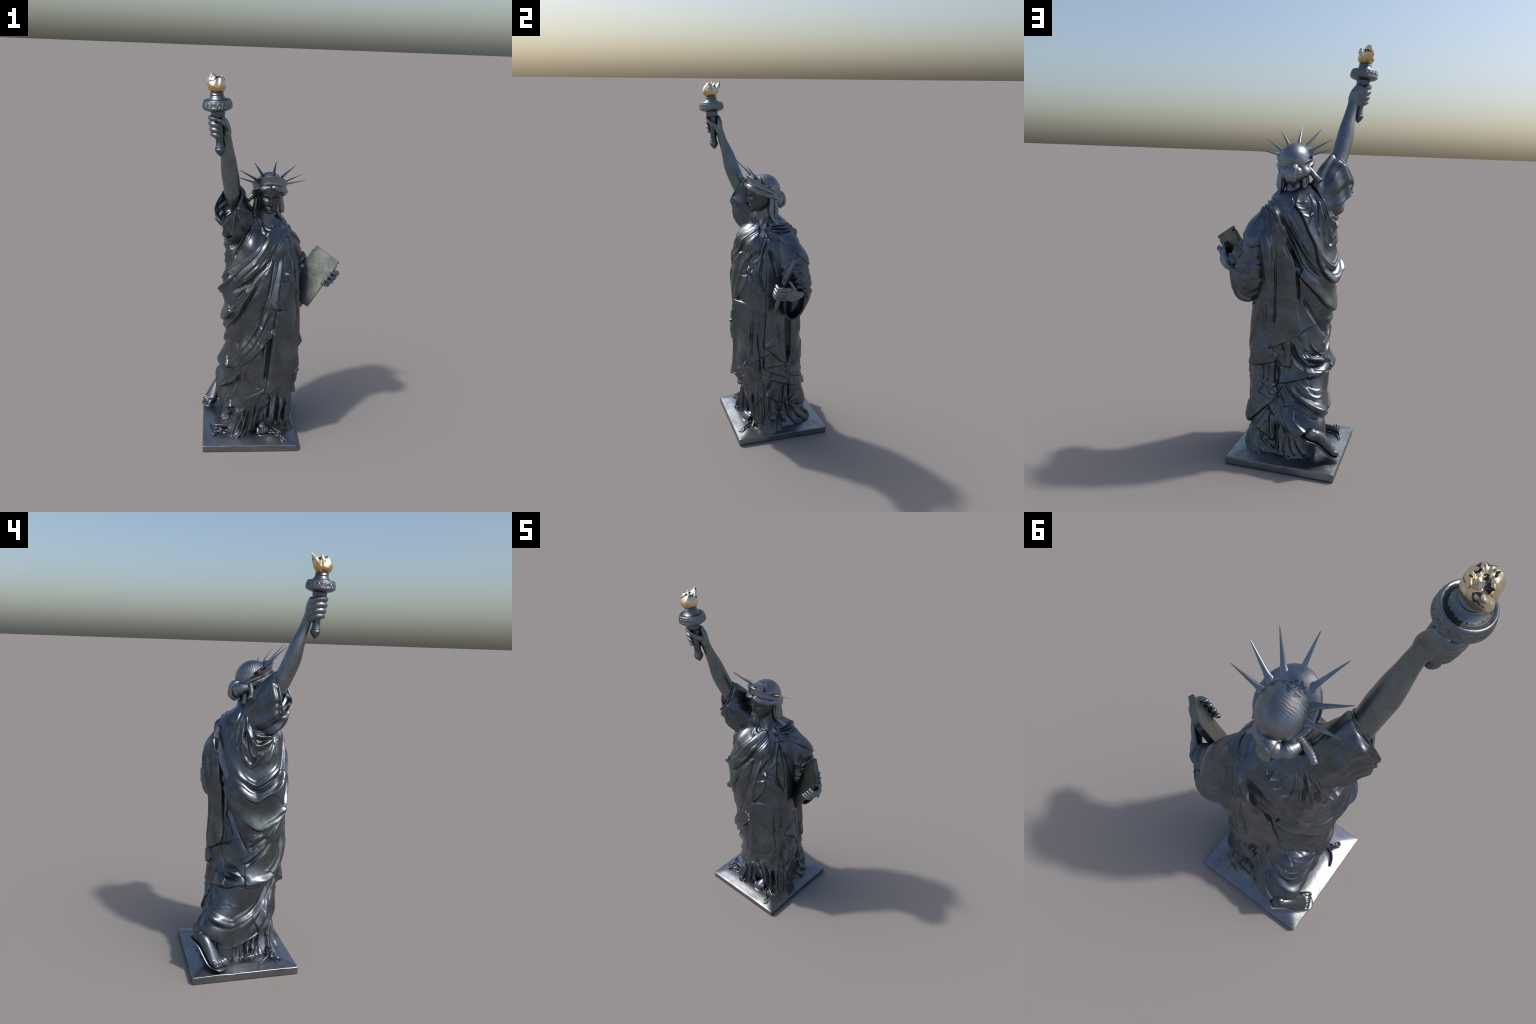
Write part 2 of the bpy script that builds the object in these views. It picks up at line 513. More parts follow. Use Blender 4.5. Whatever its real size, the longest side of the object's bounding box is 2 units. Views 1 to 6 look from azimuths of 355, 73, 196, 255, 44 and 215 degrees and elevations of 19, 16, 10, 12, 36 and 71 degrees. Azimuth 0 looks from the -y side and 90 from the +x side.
# Folds of the cloth, as curves of (angle in degrees, height):
#   ridge (height, half width): a rounded fold, negative for a furrow
#   lip (height, long side, sharp side): the edge of an overlapping sheet; the sheet
#       lies to the left of the direction of travel and thins out over the long side
FOLDS = [
    # chest and diagonal band
    ("lip", (0.014, 0.05, 0.006), [(42, 1.241), (16, 1.217), (-1, 1.187), (-11, 1.151), (-23, 1.106), (-38, 1.053), (-51, 1.002), (-59, 0.952), (-68, 0.905)]),
    ("ridge", (0.01, 0.012), [(25, 1.184), (13, 1.155), (6, 1.121), (-4, 1.078), (-16, 1.043), (-28, 0.992), (-36, 0.957)]),
    ("ridge", (0.007, 0.011), [(21, 1.208), (4, 1.176), (-8, 1.125), (-19, 1.073), (-32, 1.022), (-42, 0.970), (-50, 0.925)]),
    ("ridge", (-0.012, 0.009), [(21, 1.173), (11, 1.124), (0, 1.075), (-10, 1.035), (-20, 0.996), (-34, 0.959), (-50, 0.911)]),
    ("ridge", (0.005, 0.008), [(323, 1.303), (324, 1.271), (323, 1.223), (321, 1.183), (319, 1.138)]),
    ("ridge", (0.006, 0.007), [(318, 1.235), (313, 1.179), (306, 1.123), (304, 1.065)]),
    ("ridge", (0.005, 0.007), [(317, 1.303), (324, 1.249), (323, 1.221)]),
    ("ridge", (-0.005, 0.008), [(317, 1.204), (311, 1.146), (307, 1.091)]),
    ("ridge", (0.003, 0.005), [(325, 1.294), (337, 1.252), (351, 1.223), (364, 1.211)]),
    ("ridge", (0.003, 0.005), [(333, 1.295), (350, 1.255), (372, 1.234), (389, 1.233)]),
    ("ridge", (0.003, 0.005), [(338, 1.265), (352, 1.232), (363, 1.220), (377, 1.220)]),
    ("ridge", (-0.003, 0.005), [(333, 1.272), (346, 1.231), (359, 1.211), (367, 1.206)]),
    ("ridge", (0.013, 0.012), [(314, 1.271), (310, 1.233), (304, 1.201), (293, 1.176), (280, 1.160)]),
    ("ridge", (-0.01, 0.012), [(305, 1.240), (296, 1.209), (284, 1.190)]),
    ("ridge", (-0.01, 0.012), [(312, 1.205), (304, 1.167), (294, 1.143)]),
    # folds falling from the knot
    ("ridge", (-0.006, 0.006), [(52, 1.223), (23, 1.164), (16, 1.118), (9, 1.086)]),
    ("ridge", (0.006, 0.01), [(72, 1.199), (63, 1.139), (57, 1.077), (40, 1.041)]),
    ("ridge", (-0.007, 0.008), [(65, 1.091), (60, 1.008), (68, 0.928)]),
    ("ridge", (0.005, 0.01), [(14, 1.103), (6, 1.059), (-1, 1.014)]),
    ("ridge", (-0.009, 0.007), [(18, 1.101), (13, 1.042), (10, 0.979), (7, 0.930), (1, 0.861), (-3, 0.795), (-11, 0.709), (-20, 0.648)]),
    ("ridge", (0.01, 0.011), [(34, 1.108), (27, 1.051), (22, 0.990), (18, 0.925), (17, 0.856)]),
    ("ridge", (-0.006, 0.007), [(43, 1.103), (33, 1.046), (29, 1.002)]),
    ("ridge", (0.009, 0.01), [(348, 0.999), (341, 0.944), (334, 0.896), (324, 0.839), (305, 0.772), (288, 0.735)]),
    ("ridge", (-0.01, 0.009), [(353, 0.991), (344, 0.935), (334, 0.871), (328, 0.816), (314, 0.743), (292, 0.668)]),
    ("ridge", (0.007, 0.008), [(337, 0.962), (329, 0.907), (319, 0.845), (302, 0.791)]),
    ("ridge", (-0.007, 0.007), [(334, 0.947), (324, 0.886), (313, 0.824)]),
    ("ridge", (0.006, 0.009), [(331, 0.858), (318, 0.783), (302, 0.713), (289, 0.662)]),
    ("ridge", (0.01, 0.01), [(42, 1.008), (50, 0.991), (55, 0.952), (75, 0.869)]),
    ("lip", (0.009, 0.04, 0.004), [(17, 0.842), (24, 0.860), (32, 0.904), (38, 0.950), (37, 0.980)]),
    ("ridge", (0.008, 0.01), [(49, 1.131), (42, 1.079), (37, 1.037)]),
    ("ridge", (-0.008, 0.008), [(75, 1.144), (82, 1.056), (89, 0.975)]),
    # front wrap
    ("lip", (0.013, 0.06, 0.006), [(262, 0.435), (286, 0.438), (302, 0.456), (324, 0.498), (337, 0.535), (349, 0.581), (361, 0.638), (372, 0.689), (375, 0.713)]),
    ("ridge", (0.01, 0.012), [(7, 0.834), (1, 0.783), (-3, 0.735), (-7, 0.702), (-15, 0.642), (-26, 0.584), (-39, 0.531)]),
    ("ridge", (-0.007, 0.03), [(340, 0.726), (329, 0.663), (314, 0.609)]),
    ("ridge", (-0.014, 0.012), [(13, 0.693), (10, 0.620), (9, 0.494), (8, 0.412)]),
    ("ridge", (0.008, 0.013), [(349, 0.577), (341, 0.503), (330, 0.437), (310, 0.316), (269, 0.160)]),
    ("ridge", (-0.006, 0.012), [(345, 0.532), (334, 0.438), (318, 0.372), (294, 0.308)]),
    ("ridge", (0.01, 0.011), [(246, 0.255), (266, 0.285), (305, 0.380), (327, 0.462), (339, 0.519)]),
    ("ridge", (-0.008, 0.011), [(250, 0.235), (268, 0.268), (304, 0.347), (323, 0.416)]),
    ("ridge", (0.006, 0.012), [(1, 0.654), (-3, 0.596), (-5, 0.536)]),
    ("lip", (0.014, 0.07, 0.004), [(286, 0.180), (304, 0.207), (324, 0.235), (351, 0.264), (372, 0.316), (382, 0.351)]),
    # front panel
    ("lip", (0.020, 0.05, 0.004), [(18, 0.835), (15, 0.741), (13, 0.640), (11, 0.515), (9, 0.378)]),
    ("lip", (0.018, 0.1, 0.004), [(10, 0.375), (20, 0.397), (29, 0.440), (38, 0.472), (48, 0.490)]),
    ("ridge", (0.005, 0.012), [(19, 0.799), (17, 0.720), (15, 0.619)]),
    ("lip", (0.007, 0.03, 0.004), [(12, 0.368), (21, 0.346), (21, 0.386)]),
    ("ridge", (-0.012, 0.008), [(51, 0.769), (52, 0.626), (53, 0.512)]),
    ("ridge", (-0.012, 0.01), [(60, 0.669), (63, 0.548), (65, 0.428)]),
    ("ridge", (0.006, 0.009), [(55, 0.770), (57, 0.662), (59, 0.550)]),
    ("lip", (0.011, 0.08, 0.004), [(44, 0.484), (50, 0.477), (54, 0.435), (57, 0.415), (65, 0.378)]),
    # left side tiers
    ("lip", (0.013, 0.05, 0.005), [(73, 1.176), (73, 1.061), (72, 0.923), (72, 0.816), (71, 0.714), (69, 0.599)]),
    ("lip", (0.012, 0.1, 0.004), [(69, 0.595), (75, 0.574), (84, 0.539), (96, 0.495), (107, 0.478)]),
    ("ridge", (-0.006, 0.007), [(91, 0.725), (94, 0.610), (97, 0.496)]),
    ("ridge", (-0.022, 0.016), [(111, 0.763), (112, 0.670), (113, 0.553), (115, 0.428)]),
    ("ridge", (-0.009, 0.012), [(67, 0.546), (67, 0.448), (65, 0.366)]),
    ("lip", (0.01, 0.04, 0.005), [(117, 0.742), (118, 0.588), (115, 0.403)]),
    ("lip", (0.01, 0.08, 0.004), [(116, 0.396), (127, 0.377), (148, 0.335)]),
    ("lip", (0.007, 0.05, 0.004), [(69, 0.475), (79, 0.471), (92, 0.463)]),
    ("lip", (0.007, 0.05, 0.004), [(70, 0.465), (80, 0.430), (93, 0.404)]),
    ("lip", (0.009, 0.06, 0.004), [(80, 0.383), (97, 0.351), (119, 0.321)]),
    ("lip", (0.012, 0.1, 0.004), [(71, 0.282), (83, 0.254), (95, 0.229)]),
    ("lip", (0.009, 0.03, 0.004), [(72, 0.454), (71, 0.365), (71, 0.282)]),
    ("lip", (0.009, 0.03, 0.004), [(95, 0.229), (95, 0.283), (95, 0.332)]),
    ("lip", (0.013, 0.1, 0.004), [(121, 0.220), (129, 0.199), (154, 0.151)]),
    ("lip", (0.009, 0.03, 0.004), [(118, 0.367), (120, 0.299), (120, 0.220)]),
    # cape on the back
    ("ridge", (-0.008, 0.01), [(125, 1.228), (147, 1.170), (162, 1.084), (168, 0.975)]),
    ("ridge", (-0.011, 0.009), [(166, 1.120), (169, 1.012), (169, 0.900), (168, 0.784), (168, 0.715), (166, 0.597)]),
    ("ridge", (0.006, 0.014), [(151, 1.179), (159, 1.137), (164, 1.102)]),
    ("ridge", (0.008, 0.02), [(132, 1.147), (154, 1.046), (159, 0.936), (162, 0.821)]),
    ("lip", (0.016, 0.05, 0.005), [(212, 0.624), (209, 0.711), (204, 0.781), (199, 0.877), (196, 0.955), (189, 1.020), (181, 1.080), (172, 1.130)]),
    ("lip", (0.016, 0.12, 0.004), [(167, 0.565), (182, 0.587), (196, 0.607), (212, 0.624)]),
    ("ridge", (0.013, 0.012), [(138, 1.234), (159, 1.191), (174, 1.121), (189, 1.055), (205, 0.981), (219, 0.931)]),
    ("ridge", (-0.012, 0.013), [(163, 1.203), (176, 1.146), (193, 1.085), (212, 1.012), (234, 0.940), (255, 0.886)]),
    ("ridge", (-0.014, 0.014), [(179, 1.077), (194, 1.000), (211, 0.935)]),
    ("ridge", (0.006, 0.01), [(170, 1.207), (188, 1.157), (202, 1.114), (216, 1.049), (233, 0.981)]),
    ("ridge", (-0.009, 0.012), [(200, 0.935), (207, 0.857), (211, 0.772)]),
    # mantle edge and swags on the right side
    ("lip", (0.018, 0.03, 0.008), [(195, 1.233), (213, 1.186), (223, 1.130), (234, 1.062), (242, 0.974), (249, 0.929), (259, 0.892), (268, 0.872), (276, 0.869), (282, 0.890), (292, 0.915), (301, 0.947), (312, 0.990)]),
    ("ridge", (0.008, 0.009), [(242, 1.032), (250, 0.985), (261, 0.956), (271, 0.941), (278, 0.949), (288, 0.974), (301, 1.008), (316, 1.054)]),
    ("ridge", (-0.011, 0.01), [(247, 0.966), (257, 0.944), (268, 0.918), (277, 0.916), (286, 0.935), (298, 0.971), (312, 1.012)]),
    ("lip", (0.017, 0.04, 0.008), [(211, 0.910), (232, 0.853), (248, 0.807), (258, 0.770), (269, 0.739), (277, 0.724), (288, 0.731), (296, 0.746), (307, 0.779), (315, 0.819)]),
    ("ridge", (-0.01, 0.012), [(219, 0.801), (234, 0.742), (249, 0.676), (264, 0.601)]),
    ("ridge", (-0.008, 0.009), [(265, 0.621), (278, 0.648), (294, 0.681)]),
    ("ridge", (-0.008, 0.009), [(261, 0.532), (275, 0.566), (290, 0.611), (303, 0.662)]),
    ("ridge", (0.006, 0.01), [(254, 0.549), (264, 0.563), (279, 0.601), (292, 0.642)]),
    ("ridge", (0.006, 0.01), [(264, 0.666), (276, 0.680), (286, 0.692)]),
    ("ridge", (0.012, 0.015), [(334, 0.670), (327, 0.598), (318, 0.536), (305, 0.491), (289, 0.468), (269, 0.464)]),
    ("lip", (0.011, 0.05, 0.004), [(223, 0.417), (236, 0.424), (250, 0.442), (265, 0.449), (278, 0.451), (297, 0.461), (303, 0.476)]),
    ("ridge", (-0.008, 0.007), [(231, 0.578), (236, 0.542), (250, 0.506), (264, 0.462)]),
    ("ridge", (-0.008, 0.008), [(210, 0.572), (222, 0.515), (231, 0.486), (243, 0.473), (253, 0.469)]),
    ("ridge", (-0.006, 0.008), [(218, 0.374), (227, 0.352), (238, 0.345), (246, 0.336)]),
    ("ridge", (0.011, 0.013), [(218, 0.308), (227, 0.284), (235, 0.265), (246, 0.246), (255, 0.266), (273, 0.301), (294, 0.365), (308, 0.437)]),
    ("ridge", (-0.009, 0.011), [(303, 0.476), (297, 0.405), (283, 0.344), (265, 0.282)]),
    ("ridge", (0.008, 0.013), [(320, 0.459), (311, 0.375), (299, 0.296), (290, 0.231)]),
    # back of the stola
    ("ridge", (0.008, 0.008), [(260, 1.287), (259, 1.225), (263, 1.177), (272, 1.135)]),
    ("ridge", (0.014, 0.011), [(264, 1.174), (272, 1.132), (285, 1.142), (299, 1.168)]),
    ("ridge", (0.01, 0.009), [(266, 1.188), (277, 1.175), (290, 1.178), (305, 1.200)]),
    ("ridge", (-0.014, 0.018), [(274, 1.234), (286, 1.220), (310, 1.231)]),
    ("ridge", (0.005, 0.008), [(252, 1.083), (264, 1.039), (275, 1.062), (281, 1.103)]),
    ("ridge", (0.006, 0.008), [(263, 1.130), (264, 1.098), (269, 1.076), (277, 1.103)]),
    ("ridge", (0.005, 0.008), [(301, 1.148), (292, 1.087), (285, 1.041)]),
    ("ridge", (0.004, 0.006), [(241, 1.230), (239, 1.159), (243, 1.087)]),
    ("ridge", (0.004, 0.006), [(250, 1.267), (250, 1.191), (255, 1.114)]),
    ("ridge", (-0.005, 0.007), [(256, 1.252), (255, 1.182), (260, 1.115)]),
    ("ridge", (0.003, 0.004), [(184, 1.249), (210, 1.244), (224, 1.251)]),
    ("ridge", (0.003, 0.004), [(201, 1.216), (218, 1.216), (231, 1.231)]),
    ("ridge", (0.003, 0.004), [(214, 1.186), (228, 1.183), (237, 1.201)]),
    ("ridge", (0.004, 0.006), [(240, 1.287), (233, 1.215), (224, 1.141)]),
    ("ridge", (0.004, 0.006), [(260, 1.269), (252, 1.178), (250, 1.085)]),
    ("ridge", (-0.004, 0.006), [(250, 1.287), (244, 1.197), (239, 1.105)]),
    # back of the knee and calf
    ("ridge", (0.006, 0.01), [(184, 0.591), (187, 0.539), (189, 0.480)]),
    ("lip", (0.008, 0.03, 0.004), [(197, 0.470), (196, 0.539), (194, 0.601)]),
    ("lip", (0.008, 0.03, 0.004), [(181, 0.472), (189, 0.470), (197, 0.466)]),
    ("ridge", (-0.013, 0.012), [(199, 0.597), (203, 0.539), (210, 0.499), (222, 0.477), (236, 0.472), (251, 0.473)]),
    ("ridge", (0.008, 0.01), [(213, 0.589), (216, 0.544), (223, 0.515), (239, 0.501), (265, 0.487)]),
    ("ridge", (-0.007, 0.008), [(214, 0.615), (216, 0.559), (222, 0.526), (237, 0.524), (255, 0.529)]),
    ("lip", (0.011, 0.05, 0.004), [(175, 0.382), (192, 0.390), (213, 0.413), (232, 0.430)]),
    ("ridge", (0.01, 0.012), [(195, 0.387), (204, 0.348), (214, 0.321), (224, 0.298), (239, 0.266)]),
    ("ridge", (0.007, 0.01), [(210, 0.407), (216, 0.378), (224, 0.359), (252, 0.333)]),
    ("ridge", (-0.01, 0.012), [(200, 0.338), (208, 0.293), (217, 0.265), (225, 0.252)]),
    ("ridge", (-0.006, 0.01), [(188, 0.370), (197, 0.318), (206, 0.271)]),
    ("lip", (0.015, 0.06, 0.005), [(175, 0.320), (165, 0.280), (168, 0.242), (180, 0.214), (192, 0.205), (194, 0.199), (205, 0.178), (212, 0.200)]),
    ("ridge", (-0.010, 0.01), [(174, 0.502), (174, 0.416), (174, 0.336)]),
    ("lip", (0.01, 0.1, 0.004), [(125, 0.444), (153, 0.475), (170, 0.500), (175, 0.522)]),
    ("ridge", (-0.007, 0.006), [(152, 0.466), (153, 0.391)]),
    ("ridge", (-0.006, 0.006), [(161, 0.471), (160, 0.379)]),
    ("ridge", (0.006, 0.008), [(148, 0.463), (148, 0.370)]),
    ("ridge", (0.007, 0.01), [(167, 0.485), (166, 0.356)]),
    ("lip", (0.013, 0.08, 0.004), [(139, 0.170), (153, 0.234), (163, 0.279), (172, 0.316)]),
    ("lip", (0.008, 0.05, 0.004), [(153, 0.382), (159, 0.370), (165, 0.336), (172, 0.328)]),
    ("ridge", (-0.008, 0.007), [(154, 0.767), (154, 0.615)]),
    ("ridge", (0.007, 0.01), [(139, 0.745), (132, 0.631), (118, 0.532)]),
    ("ridge", (-0.006, 0.008), [(148, 0.744), (147, 0.605)]),
    # gathers of the cape over the left shoulder
    ("ridge", (0.006, 0.005), [(78, 1.238), (99, 1.242), (127, 1.244), (148, 1.236)]),
    ("ridge", (0.006, 0.005), [(79, 1.226), (97, 1.225), (120, 1.222), (143, 1.213)]),
    ("ridge", (0.005, 0.005), [(76, 1.248), (96, 1.256), (120, 1.258), (146, 1.250)]),
    ("ridge", (-0.005, 0.004), [(79, 1.232), (103, 1.234), (129, 1.233)]),
    ("ridge", (-0.005, 0.004), [(78, 1.243), (107, 1.250), (139, 1.247)]),
    ("ridge", (0.007, 0.007), [(76, 1.217), (91, 1.210), (104, 1.196), (114, 1.178)]),
    # lower hem of the wrap, over the trailing calf to the front
    ("lip", (0.015, 0.06, 0.005), [(206, 0.168), (214, 0.187), (222, 0.200), (229, 0.180), (236, 0.150), (243, 0.126), (252, 0.126), (267, 0.147), (292, 0.182), (307, 0.213)]),
]
PLEATS = [
    # pleats of the stola spreading on the plinth
    ("ridge", (0.011, 0.009), [(326, 0.221), (318, 0.155), (316, 0.102), (316, 0.058)]),
    ("ridge", (0.012, 0.009), [(337, 0.231), (332, 0.134), (328, 0.071), (324, 0.052)]),
    ("ridge", (0.01, 0.008), [(343, 0.241), (340, 0.163), (336, 0.094), (332, 0.056)]),
    ("ridge", (0.01, 0.008), [(349, 0.247), (344, 0.129), (342, 0.077)]),
    ("ridge", (-0.01, 0.007), [(334, 0.223), (328, 0.133), (324, 0.070)]),
    ("ridge", (-0.008, 0.006), [(341, 0.225), (337, 0.134), (333, 0.070)]),
    ("ridge", (0.009, 0.007), [(300, 0.215), (291, 0.148), (272, 0.061)]),
    ("ridge", (0.008, 0.007), [(294, 0.210), (274, 0.122), (262, 0.050)]),
    ("ridge", (0.009, 0.008), [(312, 0.216), (308, 0.163), (306, 0.128)]),
    ("ridge", (0.01, 0.01), [(29, 0.341), (32, 0.220), (35, 0.092)]),
    ("ridge", (0.01, 0.009), [(38, 0.331), (46, 0.208), (45, 0.097)]),
    ("ridge", (0.009, 0.008), [(50, 0.316), (57, 0.195), (56, 0.096)]),
    ("ridge", (0.009, 0.008), [(64, 0.291), (68, 0.176), (64, 0.070)]),
    ("ridge", (-0.012, 0.008), [(20, 0.329), (22, 0.191), (25, 0.121)]),
    ("ridge", (-0.009, 0.006), [(34, 0.319), (41, 0.179), (40, 0.097)]),
    ("ridge", (-0.008, 0.006), [(45, 0.306), (52, 0.169), (51, 0.100)]),
    ("ridge", (0.01, 0.009), [(328, 0.230), (330, 0.113), (332, 0.060)]),
    ("ridge", (0.008, 0.008), [(34, 0.335), (-7, 0.139), (-1, 0.051)]),
    ("ridge", (0.012, 0.01), [(57, 0.362), (56, 0.192), (59, 0.068)]),
    ("ridge", (0.009, 0.008), [(48, 0.335), (44, 0.175), (49, 0.086)]),
    ("ridge", (0.009, 0.008), [(75, 0.275), (75, 0.183), (80, 0.134), (88, 0.111)]),
    ("ridge", (0.009, 0.008), [(85, 0.241), (91, 0.159), (108, 0.095), (116, 0.081)]),
    ("ridge", (0.01, 0.009), [(116, 0.253), (120, 0.143), (128, 0.075), (135, 0.054)]),
    ("ridge", (0.009, 0.008), [(126, 0.195), (132, 0.131), (142, 0.073), (156, 0.041)]),
    ("ridge", (0.009, 0.008), [(147, 0.164), (150, 0.111), (165, 0.052), (167, 0.042)]),
    ("ridge", (-0.012, 0.009), [(99, 0.291), (104, 0.175), (109, 0.120)]),
    ("ridge", (0.008, 0.007), [(165, 0.217), (168, 0.143), (174, 0.102)]),
    ("ridge", (0.009, 0.008), [(173, 0.204), (176, 0.128), (175, 0.102)]),
    ("ridge", (0.009, 0.008), [(149, 0.189), (154, 0.105), (156, 0.063), (161, 0.046)]),
    ("ridge", (0.008, 0.007), [(158, 0.183), (161, 0.124), (171, 0.088), (181, 0.057)]),
    ("ridge", (0.01, 0.009), [(194, 0.173), (194, 0.108), (195, 0.061), (199, 0.046)]),
    ("ridge", (0.009, 0.008), [(199, 0.169), (201, 0.101), (205, 0.062)]),
    ("ridge", (0.009, 0.008), [(184, 0.182), (187, 0.098), (187, 0.059)]),
    ("ridge", (-0.01, 0.007), [(191, 0.168), (191, 0.103), (192, 0.065)]),
    ("ridge", (-0.009, 0.007), [(179, 0.191), (180, 0.118), (183, 0.067)]),
    ("ridge", (0.008, 0.008), [(136, 0.138), (138, 0.078), (132, 0.052)]),
    ("ridge", (0.008, 0.008), [(204, 0.162), (208, 0.109), (215, 0.060)]),
    ("ridge", (0.011, 0.009), [(279, 0.210), (276, 0.141), (275, 0.100), (276, 0.076)]),
    ("ridge", (0.011, 0.01), [(271, 0.182), (268, 0.120), (264, 0.059)]),
    ("ridge", (0.009, 0.008), [(259, 0.152), (258, 0.108), (258, 0.060)]),
    ("ridge", (0.011, 0.01), [(318, 0.210), (312, 0.153), (306, 0.096), (305, 0.064)]),
    ("ridge", (0.01, 0.009), [(292, 0.229), (290, 0.147), (282, 0.095)]),
    ("ridge", (0.008, 0.008), [(250, 0.136), (249, 0.091), (247, 0.058)]),
    ("ridge", (-0.01, 0.008), [(275, 0.176), (272, 0.101), (270, 0.060)]),
    ("ridge", (-0.01, 0.008), [(263, 0.150), (261, 0.063)]),
]
# rounded swells: angle, height, angular and vertical half width in metres, amount
SWELLS = [
    (333, 1.170, 0.045, 0.045, 0.018),   # right breast
    (38, 1.150, 0.045, 0.045, 0.024),    # left breast
    (39, 1.012, 0.014, 0.014, 0.022),    # gathered cloth at the waist
    (70, 1.232, 0.018, 0.016, 0.016),    # knot at the shoulder
    (265, 1.030, 0.060, 0.060, -0.010),  # hollow inside the mantle's roll
]
FOLD_GAIN = 1.2
SCALE = 0.2   # metres of cloth per radian of angle


def line_distance(S, Zc, pts, n=10):
    """distance, side and position along a smooth curve, for points (S, Zc)"""
    C = catmull(np.array([(math.radians(p) * SCALE, z) for p, z in pts]), n)
    best = np.full(S.shape, 1e9)
    side = np.zeros(S.shape)
    along = np.zeros(S.shape)
    m = len(C) - 1
    for k in range(m):
        ax, az = C[k]
        dx, dz = C[k + 1] - C[k]
        l2 = dx * dx + dz * dz + 1e-12
        t = np.clip(((S - ax) * dx + (Zc - az) * dz) / l2, 0, 1)
        ex, ez = S - ax - t * dx, Zc - az - t * dz
        d = ex * ex + ez * ez
        u = d < best
        best = np.where(u, d, best)
        side = np.where(u, dx * ez - dz * ex, side)
        along = np.where(u, (k + t) / m, along)
    return np.sqrt(best), side, along


def fold_relief(PH, Z, source, companions=True, swells=True):
    D = np.zeros_like(Z)
    ph = np.degrees(PH)
    r = np.random.default_rng(21)
    folds = list(source)
    # thin companion folds running beside the main ones
    for kind, par, pts in source if companions else ():
        if kind == "ridge" and abs(par[0]) > 0.0045 and len(pts) > 2:
            pa = np.array(pts, float)
            t = np.gradient(pa * (math.radians(1) * SCALE, 1), axis=0)
            nrm = np.stack([-t[:, 1], t[:, 0]], -1) / np.linalg.norm(t, axis=1)[:, None]
            for sgn in (-1, 1):
                off = par[1] * r.uniform(1.5, 2.1) * sgn * np.linspace(r.uniform(0.6, 1.0), r.uniform(1.0, 1.5), len(pa))
                q = pa + nrm * off[:, None] / (math.radians(1) * SCALE, 1)
                a0, a1 = (0, len(q) - 1) if len(q) < 5 else (r.integers(0, 2), len(q) - r.integers(0, 2))
                if len(q[a0:a1]) > 1:
                    folds.append(("ridge", (-sgn * r.uniform(0.25, 0.45) * 0.0065 * r.choice([-1, 1]), par[1] * r.uniform(0.40, 0.6)), [tuple(k) for k in q[a0:a1]]))
    for kind, par, pts in folds:
        pa = np.array(pts, float)
        mid = (pa[:, 0].min() + pa[:, 0].max()) / 2
        loc = (ph - mid + 180) % 360 - 180
        reach = max(par[1:]) * 2.6
        half = (pa[:, 0].max() - pa[:, 0].min()) / 2 + math.degrees(reach / SCALE)
        rows = np.where((Z[:, 0] > pa[:, 1].min() - reach) & (Z[:, 0] < pa[:, 1].max() + reach))[0]
        cols = np.where(np.abs(loc[0]) < half)[0]
        if not len(rows) or not len(cols):
            continue
        ix = np.ix_(rows, cols)
        S = np.radians(loc[ix]) * SCALE
        ramp = 0.14
        if kind == "lip":
            # run both ends on a little so that the sheet fades out softly
            q = [(p * math.radians(1) * SCALE, z) for p, z in pts]
            q = np.array(q)
            e0, e1 = q[0] - q[1], q[-1] - q[-2]
            q = np.vstack([q[0] + e0 / np.linalg.norm(e0) * 0.004, q, q[-1] + e1 / np.linalg.norm(e1) * 0.004])
            pts = [(a / (math.radians(1) * SCALE), z) for a, z in q]
            ramp = 1.25 / (len(pts) - 1)
        d, side, al = line_distance(S, Z[ix], [(p - mid, z) for p, z in pts])
        if kind == "ridge":
            h, w = par
            env = smoothstep(np.minimum(al, 1 - al) / 0.18)
            v = h * (np.exp(-(d / w) ** 2) if h > 0 else 1.15 * np.exp(-(d / w) ** 1.25)) * (0.15 + 0.85 * env)
        else:
            h, lo, sh = par
            env = smoothstep(np.minimum(al, 1 - al) / ramp)
            v = np.where(side > 0, np.exp(-(d / lo) ** 1.6), np.exp(-(d / sh) ** 2)) * h * env
        D[ix] += v * FOLD_GAIN * (1.5 if abs(par[0]) < 0.0055 and kind == "ridge" else 1.0)
    for p, z0, sa, sz, h in SWELLS if swells else ():
        dp = np.radians((ph - p + 180) % 360 - 180) * SCALE
        D += h * np.exp(-(dp / sa) ** 2 - ((Z - z0) / sz) ** 2)
    return D


def hem_height(ph):
    """height of the lowest mantle hem at each angle: pleats of the stola show below it"""
    a = [0, 9, 20, 36, 50, 65, 71, 96, 97, 120, 121, 150, 165, 168, 180, 192, 206, 214, 222, 229, 236, 243, 252, 267, 292, 307, 324, 352, 360]
    z = [.33, .36, .36, .45, .47, .38, .28, .23, .32, .32, .215, .16, .27, .245, .21, .19, .168, .187, .20, .18, .15, .126, .126, .147, .182, .213, .235, .264, .33]
    return np.interp(ph % 360, a, z)


def pleat_relief(PH, Z):
    ph = np.degrees(PH)
    r = np.random.default_rng(11)
    D = np.zeros_like(Z)
    hem = hem_height(ph[0])[None, :]
    mask = smoothstep((hem - Z) / 0.012 + 0.3)
    sp = 1 + 0.25 * np.exp(-(Z - 0.036) / 0.03)
    for k in range(70):
        p0 = r.uniform(0, 360)
        w = r.uniform(0.0025, 0.006)
        h = r.uniform(-0.003, 0.003)
        p = p0 + r.uniform(-12, 12) * np.exp(-(Z - 0.036) / 0.05) + r.uniform(-14, 14) * (Z - 0.036)
        d = np.radians((ph - p + 180) % 360 - 180) * SCALE
        D += h * np.exp(-(d / (w * sp)) ** 2)
    D += fold_relief(PH, Z, PLEATS, False, False) * 1.05
    D -= 0.007
    # cloth crumpling where it spreads on the plinth
    D += 0.004 * np.exp(-(Z - 0.036) / 0.02) * np.sin(ph / 360 * 2 * np.pi * 31 + 9 * np.sin(ph / 23.0))
    return D * mask


